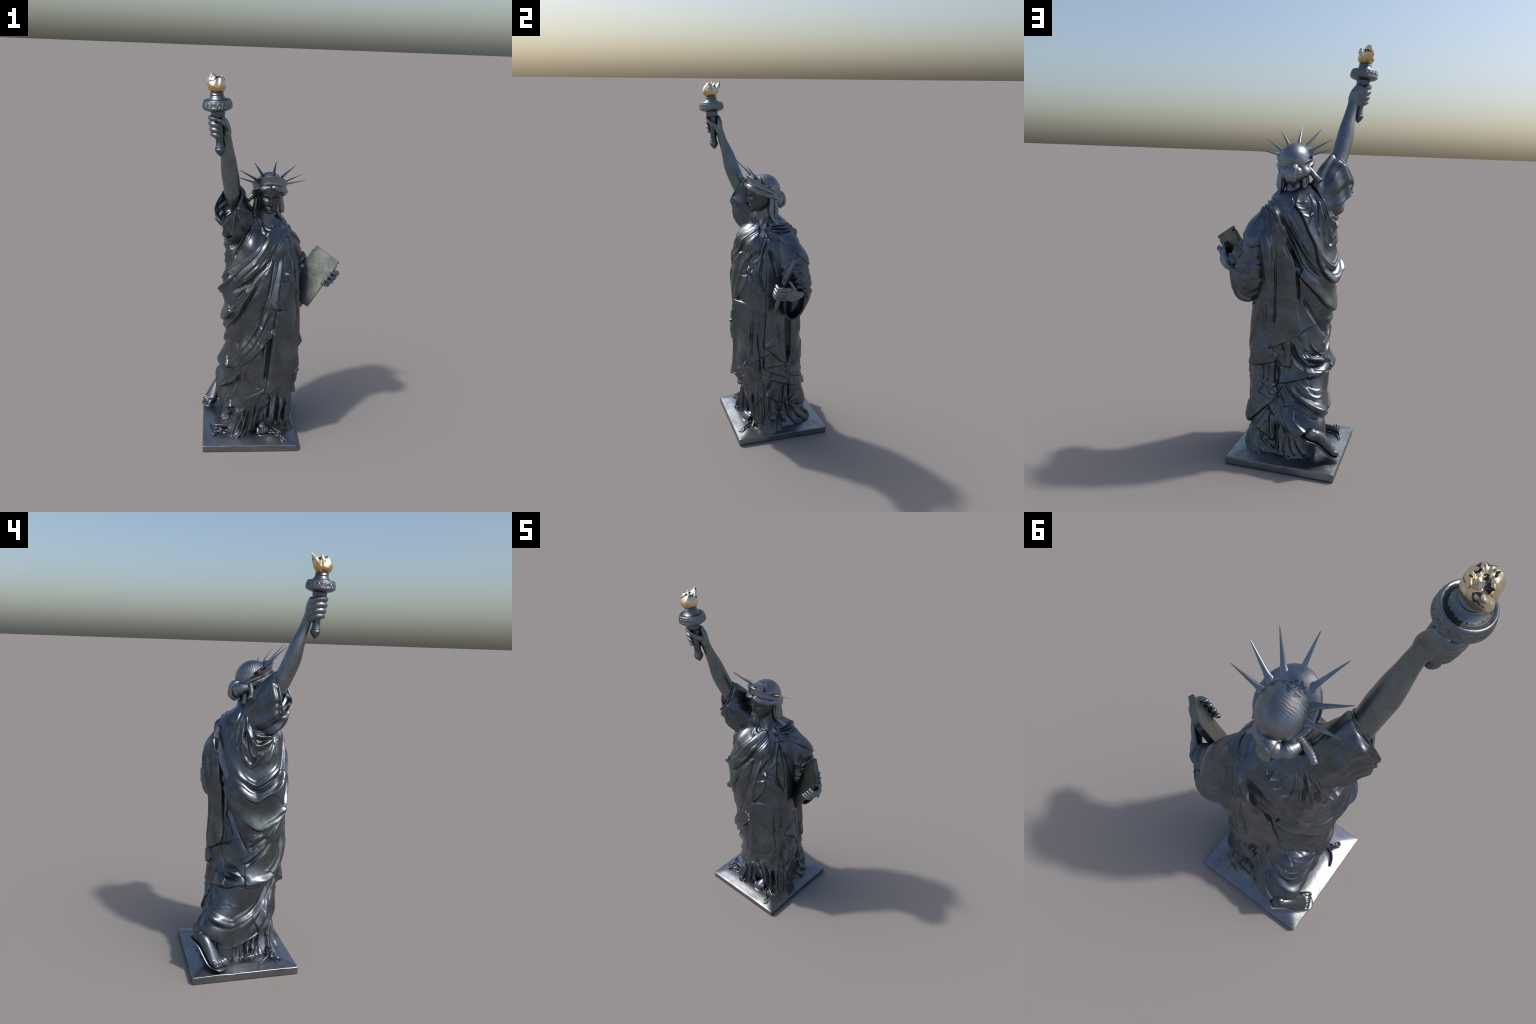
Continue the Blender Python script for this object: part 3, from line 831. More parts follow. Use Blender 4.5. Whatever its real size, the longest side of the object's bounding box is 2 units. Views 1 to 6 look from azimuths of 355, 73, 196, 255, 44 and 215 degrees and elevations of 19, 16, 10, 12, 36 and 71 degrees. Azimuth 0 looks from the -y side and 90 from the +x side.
def robe():
    phi = np.linspace(0, 2 * np.pi, NPHI, endpoint=False)
    z = np.concatenate([np.linspace(0.036, 1.20, NZ - 150), np.linspace(1.20, 1.325, 151)[1:]])
    PH, Z = np.meshgrid(phi, z)
    R = base_radius(PH, Z)
    P = np.stack([AX + R * np.sin(PH), AY - R * np.cos(PH), Z], -1)
    du = np.roll(P, -1, 1) - np.roll(P, 1, 1)
    dv = np.gradient(P, axis=0)
    N = np.cross(du, dv)
    N /= np.linalg.norm(N, axis=-1)[..., None] + 1e-12
    D = fold_relief(PH, Z, FOLDS) + pleat_relief(PH, Z)
    D *= smoothstep((1.330 - Z) / 0.03)
    for _ in range(2):
        D = (np.roll(D, 1, 1) + 2 * D + np.roll(D, -1, 1)) / 4
        D[1:-1] = (D[:-2] + 2 * D[1:-1] + D[2:]) / 4
    P = P + N * D[..., None]
    P[..., 2] = np.maximum(P[..., 2], 0.034)
    top = P[-1:].mean(1, keepdims=True) + np.array((0, 0, 0.002))
    P = np.concatenate([P, top + (P[-1:] - top) * 0.5, top + (P[-1:] - top) * 0.01])
    PH = np.concatenate([PH, PH[-1:], PH[-1:]])
    Z = np.concatenate([Z, Z[-1:] + 0.001, Z[-1:] + 0.002])
    N = grid_normals(P)
    zc, pc = (Z[:-1] + Z[1:]) / 2, np.degrees(PH[:-1])
    stola = (zc < hem_height(pc) - 0.004) | (zc > stola_edge(pc))
    for name, keep in (("mantle", ~stola), ("stola", stola)):
        part(name, P, N, keep)


def stola_edge(ph):
    """height of the mantle's upper edge: above it the stola shows"""
    a = [0, 16, 37, 60, 100, 150, 200, 208, 222, 234, 242, 250, 261, 271, 280, 290, 303, 312, 324, 337, 349, 360]
    z = [1.19, 1.217, 1.26, 1.4, 1.4, 1.4, 1.30, 1.25, 1.19, 1.08, 1.03, .985, .955, .94, .945, .955, .965, 1.01, 1.06, 1.108, 1.15, 1.19]
    return np.interp(ph % 360, a, z)


def part(name, P, N, keep):
    """one region of a wrapped grid as its own mesh, keeping the whole surface's normals"""
    nj, ni = P.shape[:2]
    idx = np.arange(nj * ni).reshape(nj, ni)
    nxt = np.roll(idx, -1, 1)
    Q = np.stack([idx[:-1], nxt[:-1], nxt[1:], idx[1:]], -1)[keep]
    used, inv = np.unique(Q.ravel(), return_inverse=True)
    V = P.reshape(-1, 3)[used]
    me = bpy.data.meshes.new(name)
    me.vertices.add(len(V))
    me.vertices.foreach_set("co", V.astype(np.float32).ravel())
    me.loops.add(len(inv))
    me.loops.foreach_set("vertex_index", inv.astype(np.int32))
    me.polygons.add(len(Q))
    me.polygons.foreach_set("loop_start", (np.arange(len(Q)) * 4).astype(np.int32))
    me.update(calc_edges=True)
    me.validate()
    ob = link(name, me, ROOT, BRONZE)
    me.normals_split_custom_set_from_vertices(N.reshape(-1, 3)[used].astype(np.float32))
    return ob


robe()

# ------------------------------------------------------------ right arm, torch
arm_pts = [(-0.150, -0.010, 1.270), (-0.190, -0.060, 1.350), (-0.214, -0.104, 1.420), (-0.223, -0.126, 1.465), (-0.231, -0.146, 1.515),
           (-0.237, -0.157, 1.550), (-0.243, -0.170, 1.600), (-0.249, -0.185, 1.645), (-0.254, -0.199, 1.685), (-0.264, -0.212, 1.733)]
arm_rad = [(0.042, 0.042), (0.043, 0.043), (0.042, 0.043), (0.041, 0.042), (0.042, 0.042), (0.041, 0.040), (0.037, 0.034), (0.031, 0.027), (0.027, 0.022), (0.026, 0.020)]
link("arm", tube("arm", arm_pts, arm_rad, 48, 12), ROOT, BRONZE_SKIN)

TORCH0 = np.array((-0.283, -0.239, 1.630))
TAX = np.array((-0.304, -0.251, 1.915)) - TORCH0
TLEN = np.linalg.norm(TAX)
TAX = TAX / TLEN
torch = bpy.data.objects.new("torch", None)
bpy.context.scene.collection.objects.link(torch)
torch.parent = ROOT
h_prof = [(0.0, 0.001), (0.006, 0.008), (0.018, 0.018), (0.030, 0.0235), (0.034, 0.0242), (0.039, 0.0225), (0.041, 0.0195), (0.044, 0.0215), (0.047, 0.0205), (0.053, 0.0175), (0.075, 0.0170),
          (0.12, 0.020), (0.170, 0.0255), (0.177, 0.0262), (0.179, 0.0290), (0.183, 0.0300), (0.195, 0.0325), (0.203, 0.0325), (0.206, 0.0345), (0.209, 0.037)]
P, a = lathe_grid(h_prof, TORCH0, TAX, 64)
link("handle", grid_mesh("handle", P, True, True, True), torch, BRONZE)
g_prof = [(0.206, 0.034), (0.2085, 0.046), (0.213, 0.060), (0.2185, 0.0680), (0.2215, 0.0700), (0.2240, 0.0704), (0.2255, 0.0698), (0.2270, 0.0698)]
g_prof += [(0.2270 + 0.0255 * k / 40, 0.0698 - 0.0048 * k / 40) for k in range(1, 41)]
g_prof += [(0.2545, 0.0645), (0.2570, 0.0620), (0.2575, 0.0590), (0.2555, 0.0565), (0.2545, 0.050), (0.2555, 0.046), (0.261, 0.040), (0.267, 0.034), (0.271, 0.0318), (0.2735, 0.0315), (0.274, 0.0300),
           (0.277, 0.0300), (0.2775, 0.0310), (0.281, 0.0310), (0.2815, 0.030), (0.288, 0.0295), (0.292, 0.02)]
P, a = lathe_grid(g_prof, TORCH0, TAX, 540)
H = np.array([h for h, r in g_prof])[:, None]
R = np.array([r for h, r in g_prof])[:, None]
# frieze of overlapping arches on the side of the gallery
NARCH = 17
band = smoothstep((H - 0.2272) / 0.002) * smoothstep((0.2520 - H) / 0.002)
relief = np.zeros((len(H), 540))
for off in (0.0,):
    u = (a[None] * NARCH / (2 * np.pi) + off) % 1 - 0.5
    x = u * 2 * np.pi * 0.067 / NARCH
    y = H - 0.2275
    d = np.hypot(x, y * 0.62)
    relief += 0.0016 * np.exp(-((d - 0.0108) / 0.0013) ** 2) - 0.0012 * smoothstep((0.0092 - d) / 0.002) + 0.0013 * np.exp(-(((x - 0.004 * np.sin(y * 300))) / 0.0012) ** 2) * smoothstep((0.0085 - d) / 0.002)
    relief += 0.0010 * np.exp(-((np.abs(x) - 0.0118) / 0.0012) ** 2) * smoothstep((y - 0.012) / 0.004)
relief *= band
C = P.mean(1, keepdims=True)
P = C + (P - C) * np.where(R > 0.05, 0.965, 1.0)[..., None]
P = C + (P - C) * (1 + relief / np.maximum(R, 0.01))[..., None]
link("gallery", grid_mesh("gallery", P, True, True, True), torch, BRONZE_SKIN)
# black ring of the gallery floor, ragged at both edges
rg = np.random.default_rng(9)
jag_o = 0.0575 + np.interp(np.arange(360), np.arange(0, 361, 5), np.append(rg.uniform(-0.0035, 0.0015, 72), 0)) + rg.uniform(-0.0004, 0.0004, 360)
jag_i = 0.0420 + np.interp(np.arange(360), np.arange(0, 361, 6), np.append(rg.uniform(-0.0025, 0.002, 60), 0)) + rg.uniform(-0.0004, 0.0004, 360)
ra = np.array([r for h, r in g_prof[48:56]])[::-1]
ha = np.array([h for h, r in g_prof[48:56]])[::-1]
ex, _ = lathe_grid([(0.0, 1.0)], (0, 0, 0), TAX, 360)
rows = []
for f in np.linspace(0, 1, 8):
    rr = jag_i * (1 - f) + jag_o * f
    hh = np.interp(rr, ra, ha) + 0.0006 - (0.002 if f in (0.0, 1.0) else 0)
    rows.append(TORCH0 + TAX * hh[:, None] + ex[0] * rr[:, None])
link("gallery_floor", grid_mesh("gallery_floor", np.array(rows), True), torch, BLACK)


def flame():
    base = TORCH0 + TAX * 0.288
    tip = np.array((-0.334, -0.188, 1.998))
    parts = [tube("f", [base, base + [0.0, -0.002, 0.014], base + [-0.001, -0.004, 0.032], base + [-0.003, 0.000, 0.048], base + [-0.006, 0.010, 0.058]], [0.027, 0.0385, 0.0405, 0.033, 0.020], 40),
             # tall tongue curling back
             tube("f", [base + [-0.006, 0.014, 0.012], base + [-0.014, 0.034, 0.040], base + [-0.022, 0.050, 0.066], tip - [0, 0.001, 0.004], tip], [(0.026, 0.020), (0.028, 0.017), (0.020, 0.009), (0.004, 0.002), 0.001], 32),
             # lesser licks round the hollow top
             tube("f", [base + [0.018, 0.010, 0.030], base + [0.024, 0.014, 0.056], base + [0.022, 0.018, 0.072]], [0.016, 0.010, 0.002], 20),
             tube("f", [base + [-0.026, 0.004, 0.034], base + [-0.028, 0.008, 0.058], base + [-0.022, 0.012, 0.076]], [0.014, 0.009, 0.002], 20),
             tube("f", [base + [0.000, -0.020, 0.036], base + [-0.004, -0.010, 0.056], base + [-0.010, 0.004, 0.070]], [0.018, 0.010, 0.003], 20)]
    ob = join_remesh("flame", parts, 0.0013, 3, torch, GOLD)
    co, no = get_co(ob.data), get_no(ob.data)
    q = co - base
    ang = np.arctan2(q[:, 0], -q[:, 1])
    up = smoothstep((q[:, 2] - 0.012) / 0.03)
    d = 0.0022 * np.sin(ang * 4 + q[:, 2] * 70 + 2 * np.sin(q[:, 2] * 50)) + 0.0012 * np.sin(ang * 9 - q[:, 2] * 60)
    rr = np.hypot(q[:, 0] + 0.004, q[:, 1] - 0.004)
    hollow = np.exp(-((rr) / 0.014) ** 2) * smoothstep((q[:, 2] - 0.045) / 0.01)
    co = co + no * (d * up)[:, None]
    co[:, 2] -= 0.016 * hollow
    set_co(ob.data, co)


flame()

# ------------------------------------------------------------------ hand R
def around(h, ang, r):
    e1 = np.cross(TAX, [0, 1, 0]); e1 /= np.linalg.norm(e1)
    # angle measured like azimuth: 0 = -y, 90 = +x
    ex = np.array([1.0, 0, 0]) - TAX * TAX[0]; ex /= np.linalg.norm(ex)
    ey = np.cross(TAX, ex)
    a = math.radians(ang)
    return TORCH0 + TAX * h + (ex * math.sin(a) - ey * math.cos(a)) * r


parts = [tube("h", [(-0.260, -0.208, 1.715), (-0.268, -0.213, 1.745), (-0.280, -0.212, 1.775), (-0.288, -0.214, 1.800)], [(0.026, 0.021), (0.034, 0.019), (0.034, 0.017), (0.025, 0.013)], 24)]
for h, r0, rr in ((0.178, 0.030, 0.0115), (0.152, 0.029, 0.0125), (0.127, 0.027, 0.0122), (0.104, 0.024, 0.0112)):
    parts.append(tube("h", [around(h - 0.022, 190, r0 + 0.004), around(h - 0.006, 228, r0 + 0.008), around(h, 262, r0 + 0.006), around(h + 0.001, 295, r0 + 0.004), around(h - 0.001, 325, r0 + 0.002), around(h - 0.005, 352, r0 - 0.001)],
                      [rr * 1.1, rr * 1.1, rr * 1.0, rr * 1.02, rr * 0.95, rr * 0.8], 16))
parts.append(tube("h", [(-0.254, -0.212, 1.725), around(0.118, 118, 0.036), around(0.140, 75, 0.036), around(0.158, 38, 0.034), around(0.170, 12, 0.034)], [0.020, 0.017, 0.0125, 0.0105, 0.008], 16))
join_remesh("hand", parts, 0.0022, 5, ROOT, BRONZE_SKIN)

# -------------------------------------------------------------------- sleeve R
def sleeve_right():
    root = [(-0.110, 0.010, 1.330), (-0.100, -0.080, 1.290), (-0.130, -0.125, 1.215), (-0.185, -0.120, 1.160), (-0.235, -0.060, 1.140), (-0.245, 0.020, 1.170), (-0.215, 0.055, 1.240), (-0.160, 0.050, 1.310)]
    mid = [(-0.150, -0.020, 1.400), (-0.135, -0.100, 1.360), (-0.160, -0.140, 1.290), (-0.215, -0.135, 1.235), (-0.256, -0.085, 1.215), (-0.270, -0.035, 1.250), (-0.250, -0.008, 1.320), (-0.195, -0.008, 1.385)]
    near = [(-0.178, -0.058, 1.452), (-0.158, -0.116, 1.410), (-0.178, -0.150, 1.345), (-0.230, -0.150, 1.290), (-0.268, -0.108, 1.262), (-0.291, -0.070, 1.290), (-0.290, -0.056, 1.350), (-0.242, -0.046, 1.425)]
    rim = [(-0.194, -0.084, 1.478), (-0.168, -0.128, 1.432), (-0.190, -0.158, 1.368), (-0.238, -0.156, 1.320), (-0.270, -0.116, 1.278), (-0.297, -0.090, 1.300), (-0.303, -0.080, 1.352), (-0.258, -0.072, 1.430)]
    c = np.mean(rim, 0)
    arm_in = np.array((-0.205, -0.085, 1.39))
    lip = [tuple(np.array(p) + (arm_in - np.array(p)) * 0.07 + np.array((-0.004, -0.008, 0.006))) for p in rim]
    inn = [tuple(np.array(p) * 0.80 + arm_in * 0.20 + np.array((0.002, 0.010, -0.012))) for p in rim]
    deep = [tuple(np.array(p) * 0.55 + arm_in * 0.45 + np.array((0.012, 0.030, -0.040))) for p in rim]
    body = np.array((-0.120, -0.020, 1.20))
    root = [tuple(np.array(p) * (1 - q) + body * q) for p, q in zip(root, (0.0, 0.1, 0.28, 0.28, 0.28, 0.28, 0.2, 0.05))]
    P = ring_loft([root, mid, near, rim, lip, inn, deep], 320, 26)
    nj, ni = P.shape[:2]
    N = grid_normals(P)
    v = np.linspace(0, 6, nj)[:, None]
    a = np.linspace(0, 8, ni, endpoint=False)[None]
    out = smoothstep((3.2 - v) / 0.4) * smoothstep(v / 0.6)

    def wrap(d):
        return (d + 4) % 8 - 4
    D = np.zeros((nj, ni))
    # folds run from the shoulder down and round to the rim
    for a0, da, w, h in ((0.2, 0.5, 0.22, 0.007), (0.9, 0.4, 0.16, -0.006), (1.4, 0.3, 0.18, 0.006), (1.95, 0.1, 0.14, -0.007), (2.4, 0.0, 0.20, 0.008), (3.0, -0.2, 0.16, -0.008), (3.6, -0.3, 0.24, 0.008),
                         (4.3, -0.3, 0.18, -0.009), (4.8, -0.3, 0.25, 0.010), (5.4, -0.2, 0.16, -0.009), (5.9, -0.1, 0.20, 0.008), (6.5, 0.1, 0.18, -0.008), (7.0, 0.2, 0.22, 0.007), (7.6, 0.4, 0.15, -0.006)):
        D += h * np.exp(-(wrap(a - a0 - da * v + 0.12 * np.sin(2 * v + a0)) / w) ** 2)
    # swags across
    D += 0.004 * np.sin(5.5 * v + 1.2 * np.sin(a * 0.785 * 2)) * smoothstep((a - 3) / 1) * smoothstep((7.5 - a) / 1)
    D *= out
    D += 0.004 * np.exp(-((v - 3.0) / 0.25) ** 2)
    # crumple inside the opening
    D += 0.004 * smoothstep((v - 4.2) / 0.6) * np.sin(a * 7 + 3 * np.sin(v * 3))
    P = P + N * D[..., None]
    link("sleeve", grid_mesh("sleeve", P, True, False, True), ROOT, BRONZE)


sleeve_right()

# ---------------------------------------------------------------- head and neck
HX = -0.027


def head():
    prof = np.array([  # z, front y, half width, back y
        (1.316, -0.062, 0.006, -0.045), (1.319, -0.078, 0.020, -0.030), (1.326, -0.090, 0.030, -0.010), (1.338, -0.097, 0.038, 0.000), (1.352, -0.102, 0.046, 0.010), (1.366, -0.105, 0.051, 0.022),
        (1.382, -0.107, 0.055, 0.035), (1.400, -0.108, 0.058, 0.045), (1.420, -0.112, 0.060, 0.052), (1.444, -0.113, 0.062, 0.055), (1.465, -0.108, 0.060, 0.050), (1.485, -0.09, 0.052, 0.035), (1.5, -0.06, 0.03, 0.01)])
    z = np.linspace(1.316, 1.5, 180)
    fy, hw, by = [pchip(z, prof[:, 0], prof[:, k]) for k in (1, 2, 3)]
    a = np.linspace(0, 2 * np.pi, 240, endpoint=False)
    s, c = np.sin(a), np.cos(a)
    cy = -0.035
    sx = np.sign(s) * np.abs(s) ** 0.95
    X = HX + hw[:, None] * sx[None]
    Y = np.where(c[None] > 0, cy + (fy - cy)[:, None] * np.abs(c[None]) ** 0.82, cy + (by - cy)[:, None] * np.abs(c[None]) ** 0.9)
    Z = np.repeat(z[:, None], len(a), 1)
    front = smoothstep((c[None] - 0.0) / 0.5)
    x = X - HX

    def g(x0, z0, sx_, sz_):
        return np.exp(-((x - x0) / sx_) ** 2 - ((Z - z0) / sz_) ** 2)
    d = np.zeros_like(X)
    # nose: widening wedge
    t = np.clip((1.412 - Z) / (1.412 - 1.372), 0, 1)
    under = smoothstep((Z - 1.3655) / 0.005)
    d += under * smoothstep((1.425 - Z) / 0.02) * (0.006 + 0.0115 * t) * np.exp(-(np.abs(x) / (0.0052 + 0.0028 * t)) ** 1.7)
    d += 0.005 * (g(0.009, 1.371, 0.004, 0.004) + g(-0.009, 1.371, 0.004, 0.004))
    for sgn in (-1, 1):
        d -= 0.0135 * g(sgn * 0.023, 1.4035, 0.0125, 0.0085)
        d += 0.0062 * g(sgn * 0.025, 1.4010, 0.0085, 0.0050)
        d -= 0.0016 * g(sgn * 0.025, 1.3985, 0.010, 0.0012)
        d += 0.0026 * g(sgn * 0.026, 1.4165, 0.016, 0.0045)
        d += 0.0015 * g(sgn * 0.033, 1.376, 0.014, 0.014)
    # mouth
    d += 0.0040 * g(0, 1.3545, 0.012, 0.0030) + 0.0045 * g(0, 1.3475, 0.010, 0.0032) - 0.004 * g(0, 1.3595, 0.02, 0.004)
    d -= 0.0028 * g(0, 1.3512, 0.015, 0.0011)
    d -= 0.003 * g(0, 1.3405, 0.014, 0.003)
    d += 0.004 * g(0, 1.330, 0.011, 0.006)
    Y = Y - d * front
    P = np.stack([X, Y, Z], -1)
    hd = link("head", grid_mesh("head", P, True, True, True), ROOT, BRONZE_FACE)
    for sgn in (-1, 1):
        e = join_remesh("ear", [tube("e", [(HX + sgn * 0.056, -0.022, 1.418), (HX + sgn * 0.060, -0.015, 1.408), (HX + sgn * 0.058, -0.019, 1.396), (HX + sgn * 0.056, -0.026, 1.386)], [0.005, 0.006, 0.005, 0.005], 12)], 0.0015, 2, hd, BRONZE)
    nk = tube("neck", [(-0.040, 0.012, 1.19), (-0.040, 0.010, 1.25), (-0.041, 0.004, 1.29), (-0.037, -0.008, 1.33), (-0.032, -0.020, 1.37)],
              [(0.080, 0.075), (0.060, 0.064), (0.050, 0.058), (0.047, 0.054), (0.046, 0.048)], 64, 12)
    link("neck", nk, ROOT, BRONZE_SKIN)


head()


SKULL = np.array((HX, -0.022, 1.431))


def skull_point(t, a, k=1.0):
    ry = np.where(np.cos(a) > 0, 0.096, 0.090)
    return np.stack([SKULL[0] + k * 0.079 * np.cos(t) * np.sin(a), SKULL[1] - k * ry * np.cos(t) * np.cos(a), SKULL[2] + k * 0.090 * np.sin(t)], -1)


def hair():
    # combed dome: fine waves running round the whorl at the back
    a = np.linspace(0, 2 * np.pi, 420, endpoint=False)
    t = np.linspace(-0.6, math.pi / 2 - 0.01, 300)
    T, A = np.meshgrid(t, a, indexing='ij')
    P = skull_point(T, A)
    N = grid_normals(P)
    whorl = np.array((HX - 0.004, 0.066, 1.440))
    d = np.linalg.norm(P - whorl, axis=-1)
    ang = np.arctan2(P[..., 2] - whorl[2], P[..., 0] - whorl[0])
    wob = 0.35 * np.sin(ang * 11 + d * 60) + 0.25 * np.sin(ang * 23 - d * 90)
    wave = np.sin(d * 2 * np.pi / 0.0072 + wob * 2.4)
    front = smoothstep((P[..., 1] + 0.085) / 0.04)
    D = 0.00018 * wave * front * smoothstep((d - 0.006) / 0.01)
    P = P - N * 0 + N * D[..., None]
    mid = P[:-1]
    keep = (mid[..., 2] > 1.490 - 0.60 * (mid[..., 1] + 0.1175)) | (mid[..., 1] > 0.012)
    hr = link("hair", grid_mesh("hair", P, True, False, True, keep), ROOT, BRONZE_HAIR)
    # rolls over the brow, swept back over the ears
    for sgn in (-1, 1):
        G = tube_grid([(HX + sgn * 0.001, -0.116, 1.466), (HX + sgn * 0.028, -0.114, 1.459), (HX + sgn * 0.055, -0.090, 1.447), (HX + sgn * 0.071, -0.050, 1.429), (HX + sgn * 0.071, -0.008, 1.412), (HX + sgn * 0.055, 0.036, 1.395)],
                      [0.007, 0.0135, 0.016, 0.0175, 0.016, 0.012], 60, 18)
        n = grid_normals(G)
        jj = np.linspace(0, 1, len(G))[:, None]
        aa = np.linspace(0, 2 * np.pi, G.shape[1], endpoint=False)[None]
        G = G + n * (0.0009 * np.sin(aa * 7 + 9 * jj + np.sin(jj * 20)) + 0.0012 * np.sin(jj * 26 + aa))[..., None]
        link("hair_roll", grid_mesh("hair_roll", G, True, True, True), hr, BRONZE_HAIR)
    # gathered bun with its binding loop
    G = tube_grid([(-0.108, 0.020, 1.392), (-0.088, 0.052, 1.384), (-0.046, 0.064, 1.374), (-0.004, 0.052, 1.378), (0.014, 0.022, 1.388)], [(0.018, 0.018), (0.030, 0.028), (0.038, 0.030), (0.034, 0.028), (0.018, 0.018)], 72, 26)
    n = grid_normals(G)
    jj = np.linspace(0, 1, len(G))[:, None]
    aa = np.linspace(0, 2 * np.pi, G.shape[1], endpoint=False)[None]
    G = G + n * (0.00016 * np.sin(jj * 120 + 1.4 * np.sin(aa * 2)) - 0.006 * np.exp(-((jj - 0.30) / 0.05) ** 2) - 0.004 * np.exp(-((jj - 0.68) / 0.05) ** 2))[..., None]
    bun = link("bun", grid_mesh("bun", G, True, True, True), hr, BRONZE_HAIR)
    G = tube_grid([(-0.043, 0.046, 1.416), (-0.043, 0.078, 1.410), (-0.042, 0.094, 1.384), (-0.040, 0.092, 1.352), (-0.040, 0.068, 1.332)], [(0.020, 0.010), (0.024, 0.012), (0.024, 0.011), (0.027, 0.014), (0.024, 0.012)], 48, 16, (0, 0, 1))
    n = grid_normals(G)
    jj = np.linspace(0, 1, len(G))[:, None]
    G = G + n * (0.0002 * np.sin(jj * 80))[..., None]
    link("bun_loop", grid_mesh("bun_loop", G, True, True, True), hr, BRONZE_HAIR)
    prof = [(-0.006, 0.0165), (0.0, 0.0165), (0.002, 0.0155), (0.0028, 0.013), (0.002, 0.0115), (0.0025, 0.009), (0.003, 0.004)]
    P2, _ = lathe_grid(prof, (-0.044, 0.097, 1.399), (0.0, 0.92, 0.39), 40)
    link("bun_boss", grid_mesh("bun_boss", P2, True, True, True), hr, BRONZE_HAIR)
    for pts, r in (([(0.030, 0.004, 1.408), (0.036, 0.004, 1.37), (0.041, 0.002, 1.335), (0.045, 0.002, 1.308)], [0.012, 0.013, 0.0145, 0.011]),
                   ([(0.022, 0.026, 1.39), (0.027, 0.030, 1.35), (0.031, 0.030, 1.315), (0.030, 0.03, 1.288)], [0.012, 0.013, 0.014, 0.010]),
                   ([(0.018, 0.006, 1.39), (0.020, 0.006, 1.34), (0.028, 0.014, 1.295), (0.058, 0.036, 1.256)], [0.012, 0.014, 0.014, 0.011]),
                   ([(-0.088, 0.000, 1.385), (-0.094, 0.002, 1.350), (-0.097, 0.004, 1.320), (-0.096, 0.006, 1.290)], [0.012, 0.013, 0.014, 0.012]),
                   ([(-0.080, 0.030, 1.380), (-0.086, 0.030, 1.350), (-0.092, 0.030, 1.320), (-0.096, 0.030, 1.295)], [0.012, 0.013, 0.014, 0.012]),
                   ([(-0.092, 0.010, 1.412), (-0.112, 0.010, 1.392), (-0.138, 0.012, 1.364), (-0.166, 0.026, 1.346)], [0.012, 0.013, 0.014, 0.012])):
        G = tube_grid(pts, r, 28, 20)
        n = grid_normals(G)
        jj = np.linspace(0, 1, len(G))[:, None]
        aa = np.linspace(0, 2 * np.pi, G.shape[1], endpoint=False)[None]
        G = G + n * (0.0002 * np.sin(jj * 60 + aa))[..., None]
        link("hair_lock", grid_mesh("hair_lock", G, True, True, True), hr, BRONZE_HAIR)


hair()


def crown():
    # diadem: a concave band, its rim sloping down from the brow to the nape
    t = np.linspace(-math.radians(158), math.radians(158), 320)
    rows = []
    for h, k in ((0.0, 0.90), (0.0, 0.965), (0.06, 0.982), (0.14, 0.978), (0.2, 0.968), (0.5, 0.972), (0.75, 0.990), (0.86, 1.012), (0.93, 1.030), (0.985, 1.036), (1.02, 1.028), (1.05, 0.99), (1.08, 0.93), (1.10, 0.86), (1.10, 0.76), (1.08, 0.58), (0.9, 0.42), (0.5, 0.25)):
        x = 0.0865 * np.sin(t)
        f = np.where(np.cos(t) > 0, 0.0955, 0.078)
        y = -f * np.cos(t)
        yy = -0.022 + y
        zt = 1.518 - 0.60 * (yy + 0.1175)
        hh = 0.022 + 0.021 * smoothstep((np.cos(t) + 0.4) / 1.4)
        fl = 0.0005 * np.sign(np.sin(t * 70)) if 0.2 <= h <= 0.75 else 0
        rows.append(np.stack([HX + x * (k + fl), -0.022 + y * (k + fl), zt - hh * (1 - h)], -1))
    cr = link("crown", grid_mesh("crown", np.array(rows), False), ROOT, BRONZE_HAIR)
    tips = [(0.155, -0.025, 1.484), (0.139, -0.090, 1.535), (0.084, -0.146, 1.582), (-0.016, -0.181, 1.605), (-0.119, -0.162, 1.592), (-0.189, -0.092, 1.543), (-0.203, -0.015, 1.494)]
    bases = [(0.050, -0.021, 1.461), (0.046, -0.050, 1.482), (0.021, -0.080, 1.506), (-0.020, -0.093, 1.511), (-0.064, -0.081, 1.508), (-0.095, -0.052, 1.486), (-0.105, -0.014, 1.465)]
    e_n = np.array((0, 0.5, 0.86))
    for b, t in zip(bases, tips):
        b, t = np.array(b), np.array(t)
        d = t - b
        L = np.linalg.norm(d)
        d /= L
        s = np.cross(e_n, d)
        s /= np.linalg.norm(s)
        n = np.cross(d, s)
        rows = []
        for f, w, th in ((-0.15, 0.014, 0.006), (0.0, 0.0115, 0.005), (0.10, 0.0084, 0.0042), (0.22, 0.0066, 0.0036), (0.45, 0.0050, 0.003), (0.75, 0.0028, 0.0018), (0.96, 0.0012, 0.001), (1.0, 0.0004, 0.0004)):
            p = b + d * L * f + s * RNG.normal() * 0.0003
            rows.append([p + s * (w * 1.2 * math.cos(q)) + n * (th * 1.15 * math.sin(q)) for q in np.linspace(0, 2 * np.pi, 16, endpoint=False)])
        R = catmull(np.array(rows).reshape(len(rows), -1), 5).reshape(-1, 16, 3)
        link("ray", grid_mesh("ray", R, True, True, True), cr, BRONZE_HAIR)


crown()

# ---------------------------------------------------------------------- tablet
TL, TR, BR = np.array((0.247, 0.059, 1.113)), np.array((0.355, -0.031, 1.048)), np.array((0.198, -0.038, 0.796))


